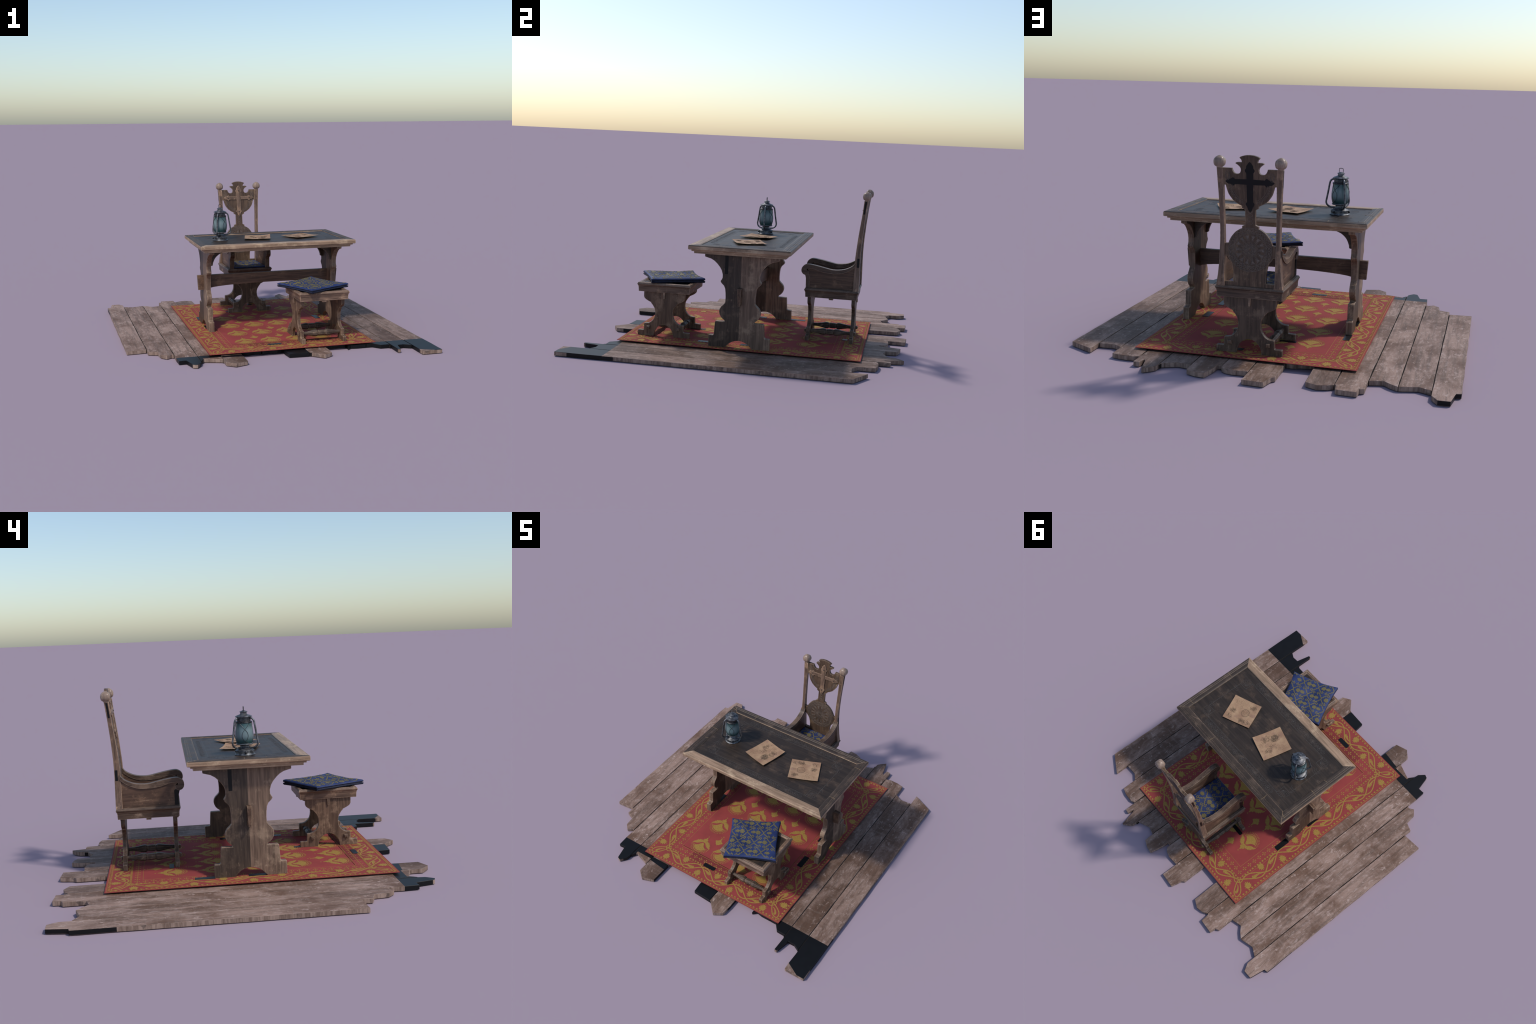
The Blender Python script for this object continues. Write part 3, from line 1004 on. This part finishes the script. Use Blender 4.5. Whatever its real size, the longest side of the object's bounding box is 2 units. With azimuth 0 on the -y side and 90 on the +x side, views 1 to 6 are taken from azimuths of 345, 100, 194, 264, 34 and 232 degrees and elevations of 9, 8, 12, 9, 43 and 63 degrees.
# ------------------------------------------------------------------ chair
CX, CY = .0572, .5142
chair = thing('armchair', (CX, CY, RT), 'tall carved oak armchair with cross on its back', 'chair')
seat_base(chair, CX, CY, False, 'walnut', False)
ZF = [.370, .543, .580, .673, .763, .860, .942, 1.01]
YF = [.648, .649, .650, .657, .667, .679, .686, .692]
ZB = [.370, .467, .571, .636, .745, .860, .942, 1.01]
YB = [.684, .683, .6815, .683, .690, .701, .711, .719]
yf = lambda z: interp(z, ZF, YF)
yb = lambda z: interp(z, ZB, YB)
for sx in (-1, 1):
    bm = bmesh.new()
    rings = []
    for z, xi, xo in ((.3715, .1215, .1660), (.400, .1245, .1610), (.430, .1250, .1570), (.467, .1255, .1535), (.500, .1260, .1510), (.543, .1260, .1495), (.580, .1265, .1485), (.640, .1270, .1480), (.700, .1275, .1495),
                      (.763, .1285, .1515), (.820, .1285, .1540), (.860, .1285, .1565), (.942, .1305, .1605)):
        a, b = yf(z), yb(z)
        rings.append([(CX + sx * xi, a, z), (CX + sx * xo, a, z), (CX + sx * xo, b, z), (CX + sx * xi, b, z)])
    loft(bm, rings)
    post = finish(bm, 'back_post', chair, wood('post', 'z'), bevel=.0022)
    bm = bmesh.new()      # faceted ball finial
    rings = []
    for z, r in ((-.0285, .0135), (-.0240, .0140), (-.0235, .0185), (-.0165, .0243), (-.0070, .0266), (.0040, .0266), (.0130, .0238), (.0205, .0170), (.0255, .0088), (.0278, .0030)):
        ring = []
        for k in range(16):
            t = 2 * PI * (k + .5) / 16
            c, s = math.cos(t), math.sin(t)
            q = r * .972 / (abs(c) ** 4.5 + abs(s) ** 4.5) ** (1 / 4.5)
            ring.append((CX + sx * .1480 + q * c, .7015 + q * s, .9700 + z))
        rings.append(ring)
    loft(bm, rings)
    finish(bm, 'finial', chair, wood('knob', 'z'), smooth=True)
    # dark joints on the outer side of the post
    for z0, z1, fy0, fy1 in ((.858, .936, .25, .72), (.523, .580, .44, .88)):
        bm = bmesh.new()
        rings = []
        for z in (z0, z1):
            xo = interp(z, [.467, .500, .543, .580, .640, .860, .942], [.1535, .1510, .1495, .1485, .1480, .1565, .1605])
            ya_, yb_ = yf(z) + (yb(z) - yf(z)) * fy0, yf(z) + (yb(z) - yf(z)) * fy1
            rings.append([(CX + sx * (xo - .003), ya_, z), (CX + sx * (xo + .0007), ya_, z), (CX + sx * (xo + .0007), yb_, z), (CX + sx * (xo - .003), yb_, z)])
        loft(bm, rings)
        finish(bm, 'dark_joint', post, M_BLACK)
    # arm: rest with scroll, panel, front stile
    up = smooth_pts([(.655, .557), (.645, .540), (.630, .5255), (.595, .508), (.557, .4995), (.513, .498), (.468, .5065), (.416, .517), (.368, .5240), (.345, .5215), (.326, .5090), (.3175, .4900), (.3200, .4720),
                     (.331, .4590), (.347, .4550), (.360, .4610), (.3665, .4740), (.3610, .4850), (.350, .4860), (.3475, .4770)], 3)
    dn = smooth_pts([(.3520, .4960), (.3600, .4990), (.391, .4960), (.444, .4810), (.501, .4740), (.559, .4760), (.608, .4930), (.640, .5140), (.655, .5290)], 3)
    bm = bmesh.new()
    prism(bm, up + dn, lambda a, b, t: (CX + sx * t, a, b), .1225, .1550)
    finish(bm, 'armrest', chair, wood('walnut', 'y'), bevel=.0022)
    bm = bmesh.new()
    prism(bm, [(.651, .3690), (.371, .3690), (.371, .4450), (.3540, .4620), (.3470, .4790), (.3560, .4975), (.391, .4970)] + dn[6:] + [(.651, .53)], lambda a, b, t: (CX + sx * t, a, b), .1260, .1480)
    finish(bm, 'arm_panel', chair, wood('oak_red', 'y'), bevel=.001)
    bm = bmesh.new()
    prism(bm, [(.3720, .3690), (.3500, .3690), (.3490, .4100), (.3480, .4350), (.3440, .4500), (.3380, .4610), (.3560, .4700), (.3660, .4620), (.3715, .4450)], lambda a, b, t: (CX + sx * t, a, b), .1215, .1535)
    stile = finish(bm, 'arm_stile', chair, wood('walnut', 'z'), bevel=.002)
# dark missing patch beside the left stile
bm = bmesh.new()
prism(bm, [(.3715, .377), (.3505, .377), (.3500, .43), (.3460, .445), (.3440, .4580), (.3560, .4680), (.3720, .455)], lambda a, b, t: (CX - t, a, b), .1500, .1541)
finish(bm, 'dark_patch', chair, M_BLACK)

HALF = [(0, .3710), (.1300, .3710), (.1300, .3930), (.0810, .3940), (.0812, .4400), (.0840, .4600), (.0880, .4780), (.0960, .4950), (.1070, .5070), (.1130, .5190), (.1290, .5200), (.1290, .5790), (.1080, .5800),
        (.1040, .5930), (.0980, .6050), (.0920, .6150), (.0850, .6240), (.0780, .6325), (.0700, .6400), (.0550, .6500), (.0405, .6560), (.0405, .6670), (.0330, .6700), (.0255, .6740), (.0250, .7450), (.0330, .7500), (.0400, .7535), (.0400, .7630),
        (.0500, .7675), (.0600, .7725), (.0700, .7790), (.0840, .7900), (.0980, .8080), (.1050, .8190), (.1090, .8290), (.1140, .8450), (.1180, .8600), (.1310, .8605), (.1310, .9410), (.0865, .9410), (.0850, .9340), (.0810, .9250), (.0760, .9190),
        (.0700, .9157), (.0630, .9147), (.0560, .9155), (.0500, .9180), (.0460, .9225), (.0440, .9280), (.0432, .9350), (.0445, .9420), (.0500, .9500), (.0590, .9575), (.0695, .9635), (.0660, .9680), (.0580, .9700), (.0480, .9700), (.0385, .9700),
        (.0385, .9750), (.0410, .9820), (.0455, .9865), (.0495, .9910), (.0450, .9950), (.0350, .9990), (.0200, 1.0030), (0, 1.0045)]
ymid = lambda z: .5 * (yf(z) + yb(z)) + .001
PT = .0085
def bent(bm, outline, t0, t1):
    """board in the plane of the back, bent to follow the raked posts"""
    prism(bm, outline, lambda a, b, t: (CX + a, t, b), t0, t1)
    for z in sorted(set(ZF + ZB)):
        bmesh.ops.bisect_plane(bm, geom=bm.verts[:] + bm.edges[:] + bm.faces[:], plane_co=(0, 0, z), plane_no=(0, 0, 1), dist=1e-6)
    for v in bm.verts:
        v.co.y += ymid(v.co.z)
bm = bmesh.new()
bent(bm, mirror_outline(HALF), -PT, PT)
back = finish(bm, 'backrest', chair, wood('carved', 'z'), bevel=.0016, angle=50)
CROSS = [(0, .9730), (.0060, .9675), (.0110, .9610), (.0165, .9530), (.0175, .9420), (.0225, .9360), (.0240, .9310), (.0215, .9250), (.0170, .9190), (.0160, .8910), (.0720, .8895), (.0770, .8955), (.0820, .8978), (.0870, .8950),
         (.0930, .8902), (.1060, .8888), (.1130, .8840), (.1195, .8780), (.1130, .8720), (.1060, .8668), (.0930, .8655), (.0870, .8600), (.0825, .8572), (.0770, .8605), (.0720, .8662), (.0160, .8650), (.0145, .7840),
         (.0200, .7780), (.0218, .7720), (.0180, .7660), (.0145, .7610), (.0110, .7490), (.0055, .7400), (0, .7340)]
bm = bmesh.new()
bent(bm, mirror_outline(CROSS), -PT - .0060, -PT + .002)
finish(bm, 'cross', back, wood('post', 'z'), bevel=.0018, angle=50)
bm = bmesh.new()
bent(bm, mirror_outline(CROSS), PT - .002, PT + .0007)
finish(bm, 'cross_inlay', back, M_BLACK)  # thin black cross inlaid on the rear face
bm = bmesh.new()
for a, z in ((0, .9330), (.0850, .8780), (-.0850, .8780), (0, .7720)):
    y = ymid(z) - PT - .0060
    bmesh.ops.create_icosphere(bm, subdivisions=2, radius=.0042, matrix=__import__('mathutils').Matrix.Translation((CX + a, y, z)))
finish(bm, 'nail', back, M_DARKMETAL, smooth=True, kind='stuff')
# carved rosette and braid, on both faces
for face in (-1, 1):
    bm = bmesh.new()
    pl = lambda a, b, h, face=face: (CX + a, ymid(b) + face * (PT + h), b)
    zc = .5535
    pol = lambda r, t: (r * math.cos(t), zc + r * math.sin(t))
    def on_board(a, b):
        lim = interp(b, [z for x, z in HALF[3:22]], [x for x, z in HALF[3:22]])
        return abs(a) < lim - .002
    def line(pts, w=.0014, closed=False):
        w *= 1.25
        seg = []
        for p in (pts + [pts[0]] if closed else pts):
            if on_board(*p):
                seg.append(p)
            else:
                if len(seg) > 1:
                    ribbon(bm, seg, w, pl, .0011)
                seg = []
        if len(seg) > 1:
            ribbon(bm, seg, w, pl, .0011)
    for r in (.0085, .0125, .0790, .0830, .1060):
        line([pol(r, 2 * PI * k / 64) for k in range(64)], .0016, True)
    NP = 14
    for k in range(NP):
        t = 2 * PI * (k + .5) / NP
        # petals stand as lines between fan-shaped ends
        petal = smooth_pts([(.016, .0), (.034, .055), (.052, .125), (.066, .12), (.075, 0), (.066, -.12), (.052, -.125), (.034, -.055)], 3, True)
        line([pol(r, t + d) for r, d in petal], .0013, True)
        u = t + PI / NP
        prism_pts = [pol(.030, u - .02), pol(.052, u - .03), pol(.062, u - .075), pol(.074, u - .12), pol(.068, u - .03), pol(.076, u), pol(.068, u + .03), pol(.074, u + .12), pol(.062, u + .075), pol(.052, u + .03), pol(.030, u + .02)]
        patch(bm, prism_pts, pl, .0010)
        line([pol(.014, u), pol(.032, u)], .0022)
    for s in (-1, 1):
        line([pol(.0945 + s * .0065 * math.sin(22 * 2 * PI * k / 352), 2 * PI * k / 352) for k in range(352)], .0014, True)
        line([pol(.0945 + s * .0085 * math.cos(11 * 2 * PI * k / 352), 2 * PI * k / 352) for k in range(352)], .0012, True)
    # scrollwork in the neck and round the bowl
    for s in (-1, 1):
        line([(s * .012 * math.sin((z - .675) * 170), z) for z in [.676 + .002 * k for k in range(34)]], .0013)
        bowl = []
        for k in range(90):
            t = -PI / 2 + s * (.35 + 1.15 * k / 89)
            r = .096 + .006 * math.sin(k * .9)
            bowl.append((r * math.cos(t), .868 + r * .98 * math.sin(t)))
        ribbon(bm, [p for p in bowl if abs(p[0]) < .112 and p[1] < .862], .0014, pl, .0007)
        rim = [(.085 * math.cos(-PI / 2 + s * (.42 + 1.1 * k / 30)), .868 + .084 * math.sin(-PI / 2 + s * (.42 + 1.1 * k / 30))) for k in range(31)]
        ribbon(bm, rim, .0013, pl, .0007)
        for j in range(3):
            ribbon(bm, [(s * (.108 + (.012 - .003 * j) * math.cos(t)), .905 + (.022 - .006 * j) * math.sin(t)) for t in [2 * PI * q / 20 for q in range(20)]], .0012, pl, .0007, closed=True)
    finish(bm, 'carved_rosette', back, M_CARVE, kind='stuff')

# ------------------------------------------------------------------ stool
SX, SY = .2926, -.5035
stool = thing('stool', (SX, SY, RT), 'square oak stool with scrolled panel legs', 'stool')
seat_base(stool, SX, SY, True, 'oak', True)

# ------------------------------------------------------------------ cushions
def cushion(name, corners, ztop, zbot, bow, puff, label, sag, creases=(), nx=48):
    """corners: (x, y) in order TL TR BR BL, heights per corner; u to the right, v upwards"""
    def lerp4(vals, u, v):
        tl, tr, br, bl = vals
        return (tl * (1 - u) + tr * u) * v + (bl * (1 - u) + br * u) * (1 - v)
    def xy(u, v):
        eu, ev = (2 * u - 1), (2 * v - 1)
        uu = .5 + .5 * eu * (1 - bow * (1 - ev * ev))
        vv = .5 + .5 * ev * (1 - bow * (1 - eu * eu))
        return (lerp4([c[0] for c in corners], uu, vv), lerp4([c[1] for c in corners], uu, vv))
    def zt(u, v):
        eu, ev = (2 * u - 1), (2 * v - 1)
        dome = (1 - eu ** 4) * (1 - ev ** 4)
        lip = 1 - max(abs(eu), abs(ev)) ** 14 * .22
        w = .0042 * math.sin(7 * u + 4 * v) * math.sin(5 * v - 3 * u + 1) + .0018 * math.sin(17 * u - 11 * v)
        for fu, fv, fa, fh in creases:
            du = (u - fu) * math.cos(fa) + (v - fv) * math.sin(fa)
            dv = -(u - fu) * math.sin(fa) + (v - fv) * math.cos(fa)
            w += fh * max(0, 1 - abs(du) / .16) * max(0, 1 - abs(dv) / .38)
        base = lerp4(ztop, u, v) - sag * (1 - eu * eu * ev * ev)
        zb = zbot_f(u, v)
        return zb + (base + puff * dome + w * dome * 1.3 - zb) * lip
    def zbot_f(u, v):
        return lerp4(zbot, u, v)
    bm = bmesh.new()
    n = nx
    T = [[bm.verts.new((*xy(i / n, j / n), zt(i / n, j / n))) for i in range(n + 1)] for j in range(n + 1)]
    cen = xy(.5, .5)
    per = [(i, 0) for i in range(n)] + [(n, j) for j in range(n)] + [(n - i, n) for i in range(n)] + [(0, n - j) for j in range(n)]
    for j in range(n):
        for i in range(n):
            bm.faces.new((T[j][i], T[j][i + 1], T[j + 1][i + 1], T[j + 1][i]))
    rows = [[T[j][i] for i, j in per]]
    for f, inset in ((.80, -.0035), (.62, -.0030), (.5, -.0010), (.38, -.0030), (.20, -.0035), (0, .002)):
        row = []
        for i, j in per:
            u, v = i / n, j / n
            x, y = xy(u, v)
            corner = (abs(2 * u - 1) * abs(2 * v - 1)) ** 8
            d = Vector((cen[0] - x, cen[1] - y)).normalized()
            ins = inset + (.0085 * corner if f == .5 else 0)
            z0, z1 = zbot_f(u, v), zt(u, v)
            row.append(bm.verts.new((x + d.x * ins, y + d.y * ins, z0 + (z1 - z0) * f)))
        rows.append(row)
    N = len(per)
    for ri, (a, b) in enumerate(zip(rows, rows[1:])):
        for k in range(N):
            f = bm.faces.new((a[k], a[(k + 1) % N], b[(k + 1) % N], b[k]))
            if ri >= 1:
                f.material_index = 1
    f = bm.faces.new(rows[-1])
    f.material_index = 1
    root = thing(name, (cen[0], cen[1], min(zbot)), label, 'cushion')
    finish(bm, 'cushion_body', root, [M_BLUE, M_SEAM], smooth=True)
    P = lambda a, b, h: (*xy(a, b), zt(min(1, max(0, a)), min(1, max(0, b))) + h)
    return root, P

def brocade(root, P, wu, wv, cell, rowh, off):
    """ogee lattice with sprigs, laid on the cushion's upper face (sizes in metres)"""
    bm = bmesh.new()
    ok = lambda a, b: .012 < a < .988 and .012 < b < .988
    def put_line(pts, w):
        seg = []
        for x, y in pts:
            p = (x / wu, y / wv)
            if ok(*p):
                seg.append((x, y))
            else:
                if len(seg) > 2:
                    ribbon(bm, seg, w, lambda a, b, h: P(a / wu, b / wv, h), .0006)
                seg = []
        if len(seg) > 2:
            ribbon(bm, seg, w, lambda a, b, h: P(a / wu, b / wv, h), .0006)
    def put_patch(pts):
        if all(ok(x / wu, y / wv) for x, y in pts):
            patch(bm, pts, lambda a, b, h: P(a / wu, b / wv, h), .0009)
    big = [(.001, .0045), (.005, .006), (.006, .017), (.012, .013), (.017, .020), (.022, .013), (.031, .016), (.029, .008), (.038, 0)]
    small = [(.0012, .0045), (-.005, .006), (-.007, .014), (-.014, .010), (-.019, .015), (-.023, .008), (-.033, .008), (-.030, 0)]
    big = big + [(a, -b) for a, b in reversed(big[:-1])]
    small = small + [(a, -b) for a, b in reversed(small[:-1])]
    nr, nc = int(wv / rowh) + 3, int(wu / cell) + 3
    for r in range(-2, nr):
        for c in range(-2, nc):
            cx = off[0] + (c + (.5 if r % 2 else 0)) * cell
            cy = off[1] + r * rowh
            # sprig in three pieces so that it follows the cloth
            k = cell / .111
            put_patch([(cx + a * k, cy + b * k) for a, b in big])
            put_patch([(cx + a * k, cy + b * k) for a, b in small])
            # four arms of the ogee, wavy, ending in curls
            for sa in (-1, 1):
                for sb in (-1, 1):
                    arm = smooth_pts([(.055, 0), (.0515, .012), (.0440, .015), (.0430, .0235), (.0345, .0260), (.0335, .0350), (.0255, .0360), (.0215, .0435), (.0130, .0450), (.0080, .0400), (.0085, .0335), (.0140, .0325)], 3)
                    put_line([(cx + sa * a * k, cy + sb * b * rowh / .088) for a, b in arm], .0048)
                    arm = smooth_pts([(.0005, .088), (.0040, .0780), (.0115, .0745), (.0125, .0655), (.0210, .0640), (.0235, .0560), (.0310, .0530), (.0385, .0540), (.0410, .0600), (.0370, .0640)], 3)
                    put_line([(cx + sa * a * k, cy + sb * b * rowh / .088) for a, b in arm], .0048)
    finish(bm, 'gold_brocade', root, M_GOLD_B, kind='stuff')

root, P = cushion('cushion', [(.048, -.424), (.330, -.276), (.488, -.575), (.191, -.722)], [.408, .413, .411, .409], [.3765, .3750, .3765, .3760], .075, -.0045,
                  'folded blue brocade cushion with gold pattern', .004,
                  ((.30, .70, .5, .007), (.52, .78, -.35, .006), (.62, .30, 1.9, .005), (.20, .30, 1.1, .004)))
brocade(root, P, .320, .335, .111, .088, (.060, .045))
x0, x1, y0, y1 = CX - .1205, CX + .1205, .3535, .6500
root, P = cushion('cushion', [(x0, y1), (x1, y1), (x1, y0), (x0, y0)], [.3885] * 4, [.3696] * 4, .0, -.0085, 'flat blue brocade seat cushion with gold pattern', .0)
brocade(root, P, .241, .2965, .111, .088, (.060, .06))

# ------------------------------------------------------------------ lantern
LX, LY = -.2445, -.001
lantern = thing('oil_lantern', (LX, LY, PZ), 'tarnished metal storm lantern with teal glass', 'lantern')
bm = bmesh.new()
lathe(bm, [(.0, .6474), (.0520, .6474), (.0535, .6485), (.0535, .6505), (.0500, .6530), (.0490, .6545), (.0490, .6560), (.0480, .6565), (.0480, .6690), (.0490, .6700), (.0485, .6720), (.0440, .6745), (.0340, .6790), (.0260, .6850), (.0235, .6920), (.0240, .6970), (.0320, .6995), (.0420, .7010), (.0440, .7035), (.0435, .7070), (.0405, .7085), (0, .7085)], LX, LY, 40)
finish(bm, 'oil_font', lantern, M_METAL, smooth=True, bevel=.0005, segs=1)
bm = bmesh.new()
lathe(bm, [(.0400, .7080), (.0430, .7160), (.0465, .7300), (.0480, .7450), (.0478, .7580), (.0462, .7750), (.0440, .7920), (.0415, .8080), (.0405, .8140)], LX, LY, 40)
finish(bm, 'glass_chimney', lantern, M_GLASS, smooth=True)
bm = bmesh.new()
lathe(bm, [(0, .8120), (.0415, .8120), (.0435, .8135), (.0435, .8180), (.0415, .8200), (.0360, .8215), (.0355, .8400), (.0345, .8420), (0, .8425)], LX, LY, 40)
finish(bm, 'chimney_collar', lantern, M_DARKMETAL, smooth=True, bevel=.0005, segs=1)
bm = bmesh.new()
lathe(bm, [(0, .8415), (.0405, .8415), (.0445, .8435), (.0440, .8465), (.0370, .8490), (.0365, .8505), (.0280, .8530), (.0200, .8560), (.0175, .8580), (.0170, .8665), (.0205, .8680), (.0210, .8700), (.0160, .8720), (.0080, .8745), (.0060, .8760), (0, .8765)], LX, LY, 40)
finish(bm, 'hood', lantern, M_METAL, smooth=True, bevel=.0005, segs=1)
bm = bmesh.new()
loop = smooth_pts([(-.0105, 0, .8720), (-.0108, 0, .8860), (-.0095, 0, .8935), (-.0060, 0, .8958), (.0060, 0, .8958), (.0095, 0, .8935), (.0108, 0, .8860), (.0105, 0, .8720)], 3)
tube(bm, [(LX + a, LY + b, c) for a, b, c in loop], .0017, 8)
finish(bm, 'hanging_loop', lantern, M_DARKMETAL, smooth=True)
for k in range(3):
    t = 2 * PI * k / 3
    path = smooth_pts([(.030, .8375), (.045, .8355), (.0540, .8280), (.0590, .8140), (.0660, .7700), (.0735, .7280), (.0755, .7130), (.0710, .6990), (.0580, .6885), (.0440, .6850), (.0260, .6850)], 4)
    bm = bmesh.new()
    tube(bm, [(LX + r * math.cos(t), LY + r * math.sin(t), z) for r, z in path], .0050, 10)
    finish(bm, 'side_tube', lantern, M_METAL, smooth=True)
    bm = bmesh.new()
    u = t + PI / 3
    gl = lambda z: interp(z, [.708, .716, .730, .745, .758, .775, .792, .808, .814], [.0400, .0430, .0465, .0480, .0478, .0462, .0440, .0415, .0405]) + .0012
    for s in (-1, 1):
        ctl = smooth_pts([(.62, .813), (.30, .797), (.0, .782), (-.26, .765), (-.32, .748), (-.22, .731), (.0, .719), (.36, .711), (.66, .707)], 4)
        tube(bm, [(LX + gl(z) * math.cos(u + s * a), LY + gl(z) * math.sin(u + s * a), z) for a, z in ctl], .0009, 6)
    finish(bm, 'guard_wire', lantern, M_DARKMETAL, smooth=True)
    bm = bmesh.new()
    bmesh.ops.create_uvsphere(bm, u_segments=14, v_segments=10, radius=.0068)
    bmesh.ops.translate(bm, verts=bm.verts, vec=(LX + .0505 * math.cos(u), LY + .0505 * math.sin(u), .6640))
    finish(bm, 'filler_knob', lantern, M_DARKMETAL, smooth=True)

# ------------------------------------------------------------------ papers
def sheet(corners, label, inks):
    n = 14
    def P(a, b, h=0.):
        q = [c for c in corners]
        w = [(1 - a) * b, a * b, a * (1 - b), (1 - a) * (1 - b)]
        x = sum(k * c[0] for k, c in zip(w, q))
        y = sum(k * c[1] for k, c in zip(w, q))
        z = sum(k * c[2] for k, c in zip(w, q))
        e = ((2 * a - 1) ** 2 + (2 * b - 1) ** 2) / 2
        lo = PZ + .0055
        z = lo + (z - lo) * e ** .9 + .0012 * math.sin(9 * a + 2) * math.sin(6 * b) * e
        return (x, y, z + h)
    bm = bmesh.new()
    A = [[bm.verts.new(P(i / n, j / n, .0)) for i in range(n + 1)] for j in range(n + 1)]
    B = [[bm.verts.new(P(i / n, j / n, -.0009)) for i in range(n + 1)] for j in range(n + 1)]
    for j in range(n):
        for i in range(n):
            bm.faces.new((A[j][i], A[j][i + 1], A[j + 1][i + 1], A[j + 1][i]))
            bm.faces.new((B[j][i], B[j + 1][i], B[j + 1][i + 1], B[j][i + 1]))
    per = [(i, 0) for i in range(n)] + [(n, j) for j in range(n)] + [(n - i, n) for i in range(n)] + [(0, n - j) for j in range(n)]
    for k in range(len(per)):
        (i0, j0), (i1, j1) = per[k], per[(k + 1) % len(per)]
        bm.faces.new((A[j0][i0], B[j0][i0], B[j1][i1], A[j1][i1]))
    cx = sum(c[0] for c in corners) / 4
    cy = sum(c[1] for c in corners) / 4
    root = thing('parchment', (cx, cy, PZ), label, 'paper')
    finish(bm, 'parchment_sheet', root, M_PAPER, smooth=True)
    bm = bmesh.new()
    inks(bm, lambda a, b, h: P(a, b, h))
    finish(bm, 'ink_drawing', root, M_INK, kind='stuff')

def scribble(bm, P, rnd, cx, cy, w, h, n, width=.006):
    for _ in range(n):
        x, y = cx + rnd.uniform(-w, w), cy + rnd.uniform(-h, h)
        ang = rnd.uniform(0, 2 * PI)
        pts = []
        for k in range(rnd.randint(4, 9)):
            pts.append((min(.97, max(.03, x)), min(.97, max(.03, y))))
            ang += rnd.uniform(-1.3, 1.3)
            x += .022 * math.cos(ang)
            y += .022 * math.sin(ang)
            x += (cx - x) * .06
            y += (cy - y) * .06
        ribbon(bm, pts, width, P, .0003, sink=.0003)

def text_lines(bm, P, rnd, x0, x1, y0, n, dy):
    for k in range(n):
        x = x0
        while x < x1 - .03:
            L = rnd.uniform(.02, .06)
            pts = [(x + L * q / 4, y0 - k * dy + rnd.uniform(-.008, .008)) for q in range(5)]
            ribbon(bm, pts, .004, P, .0003, sink=.0003)
            x += L + .02

def ink_a(bm, P):      # sketch of a city view, rock and notes
    r = random.Random(3)
    scribble(bm, P, r, .36, .56 - .2, .13, .10, 60, .007)
    scribble(bm, P, r, .30, .30, .12, .08, 45, .007)
    scribble(bm, P, r, .62, .26, .13, .11, 50, .006)
    scribble(bm, P, r, .74, .72, .14, .08, 30, .006)
    scribble(bm, P, r, .50, .62, .10, .06, 18, .005)
    text_lines(bm, P, r, .10, .40, .86, 3, .05)
    text_lines(bm, P, r, .70, .95, .50, 4, .045)

def ink_b(bm, P):      # round chart, ships and notes
    r = random.Random(5)
    for rad in (.135, .128):
        ribbon(bm, [(.38 + rad * math.cos(t) * (1 + .02 * math.sin(7 * t)), .50 + rad * 1.15 * math.sin(t)) for t in [2 * PI * k / 36 for k in range(36)]], .006, P, .0003, closed=True, sink=.0003)
    for k in range(-2, 3):
        ribbon(bm, [(.38 + k * .045, .50 - .11 * math.cos(k * .5)), (.38 + k * .045, .50 + .11 * math.cos(k * .5))], .003, P, .0003, sink=.0003)
        ribbon(bm, [(.38 - .10 * math.cos(k * .5), .50 + k * .05), (.38 + .10 * math.cos(k * .5), .50 + k * .05)], .003, P, .0003, sink=.0003)
    scribble(bm, P, r, .80, .58, .07, .08, 30, .006)
    for dx in (0, .05, .10):
        ribbon(bm, [(.74 + dx, .50), (.76 + dx, .66), (.82 + dx, .52)], .005, P, .0003, sink=.0003)
    scribble(bm, P, r, .20, .20, .09, .08, 36, .006)
    scribble(bm, P, r, .34, .86, .14, .04, 40, .006)
    scribble(bm, P, r, .13, .82, .04, .07, 14, .006)
    scribble(bm, P, r, .82, .84, .09, .07, 20, .005)
    ribbon(bm, disc_pts(.60, .36, .045, 16), .004, P, .0003, closed=True, sink=.0003)
    text_lines(bm, P, r, .55, .92, .26, 5, .045)
    ribbon(bm, [(.06, .55), (.24, .52)], .004, P, .0003, sink=.0003)

sheet([(-.0878, -.0724, .6618), (-.0375, .1176, .6568), (.1371, .0710, .6662), (.0867, -.1182, .6612)], 'old parchment covered with ink sketches', ink_a)
sheet([(.2111, .0440, .6585), (.3914, .1201, .6565), (.4651, -.0482, .6616), (.2818, -.1219, .6600)], 'old parchment map with a round chart', ink_b)
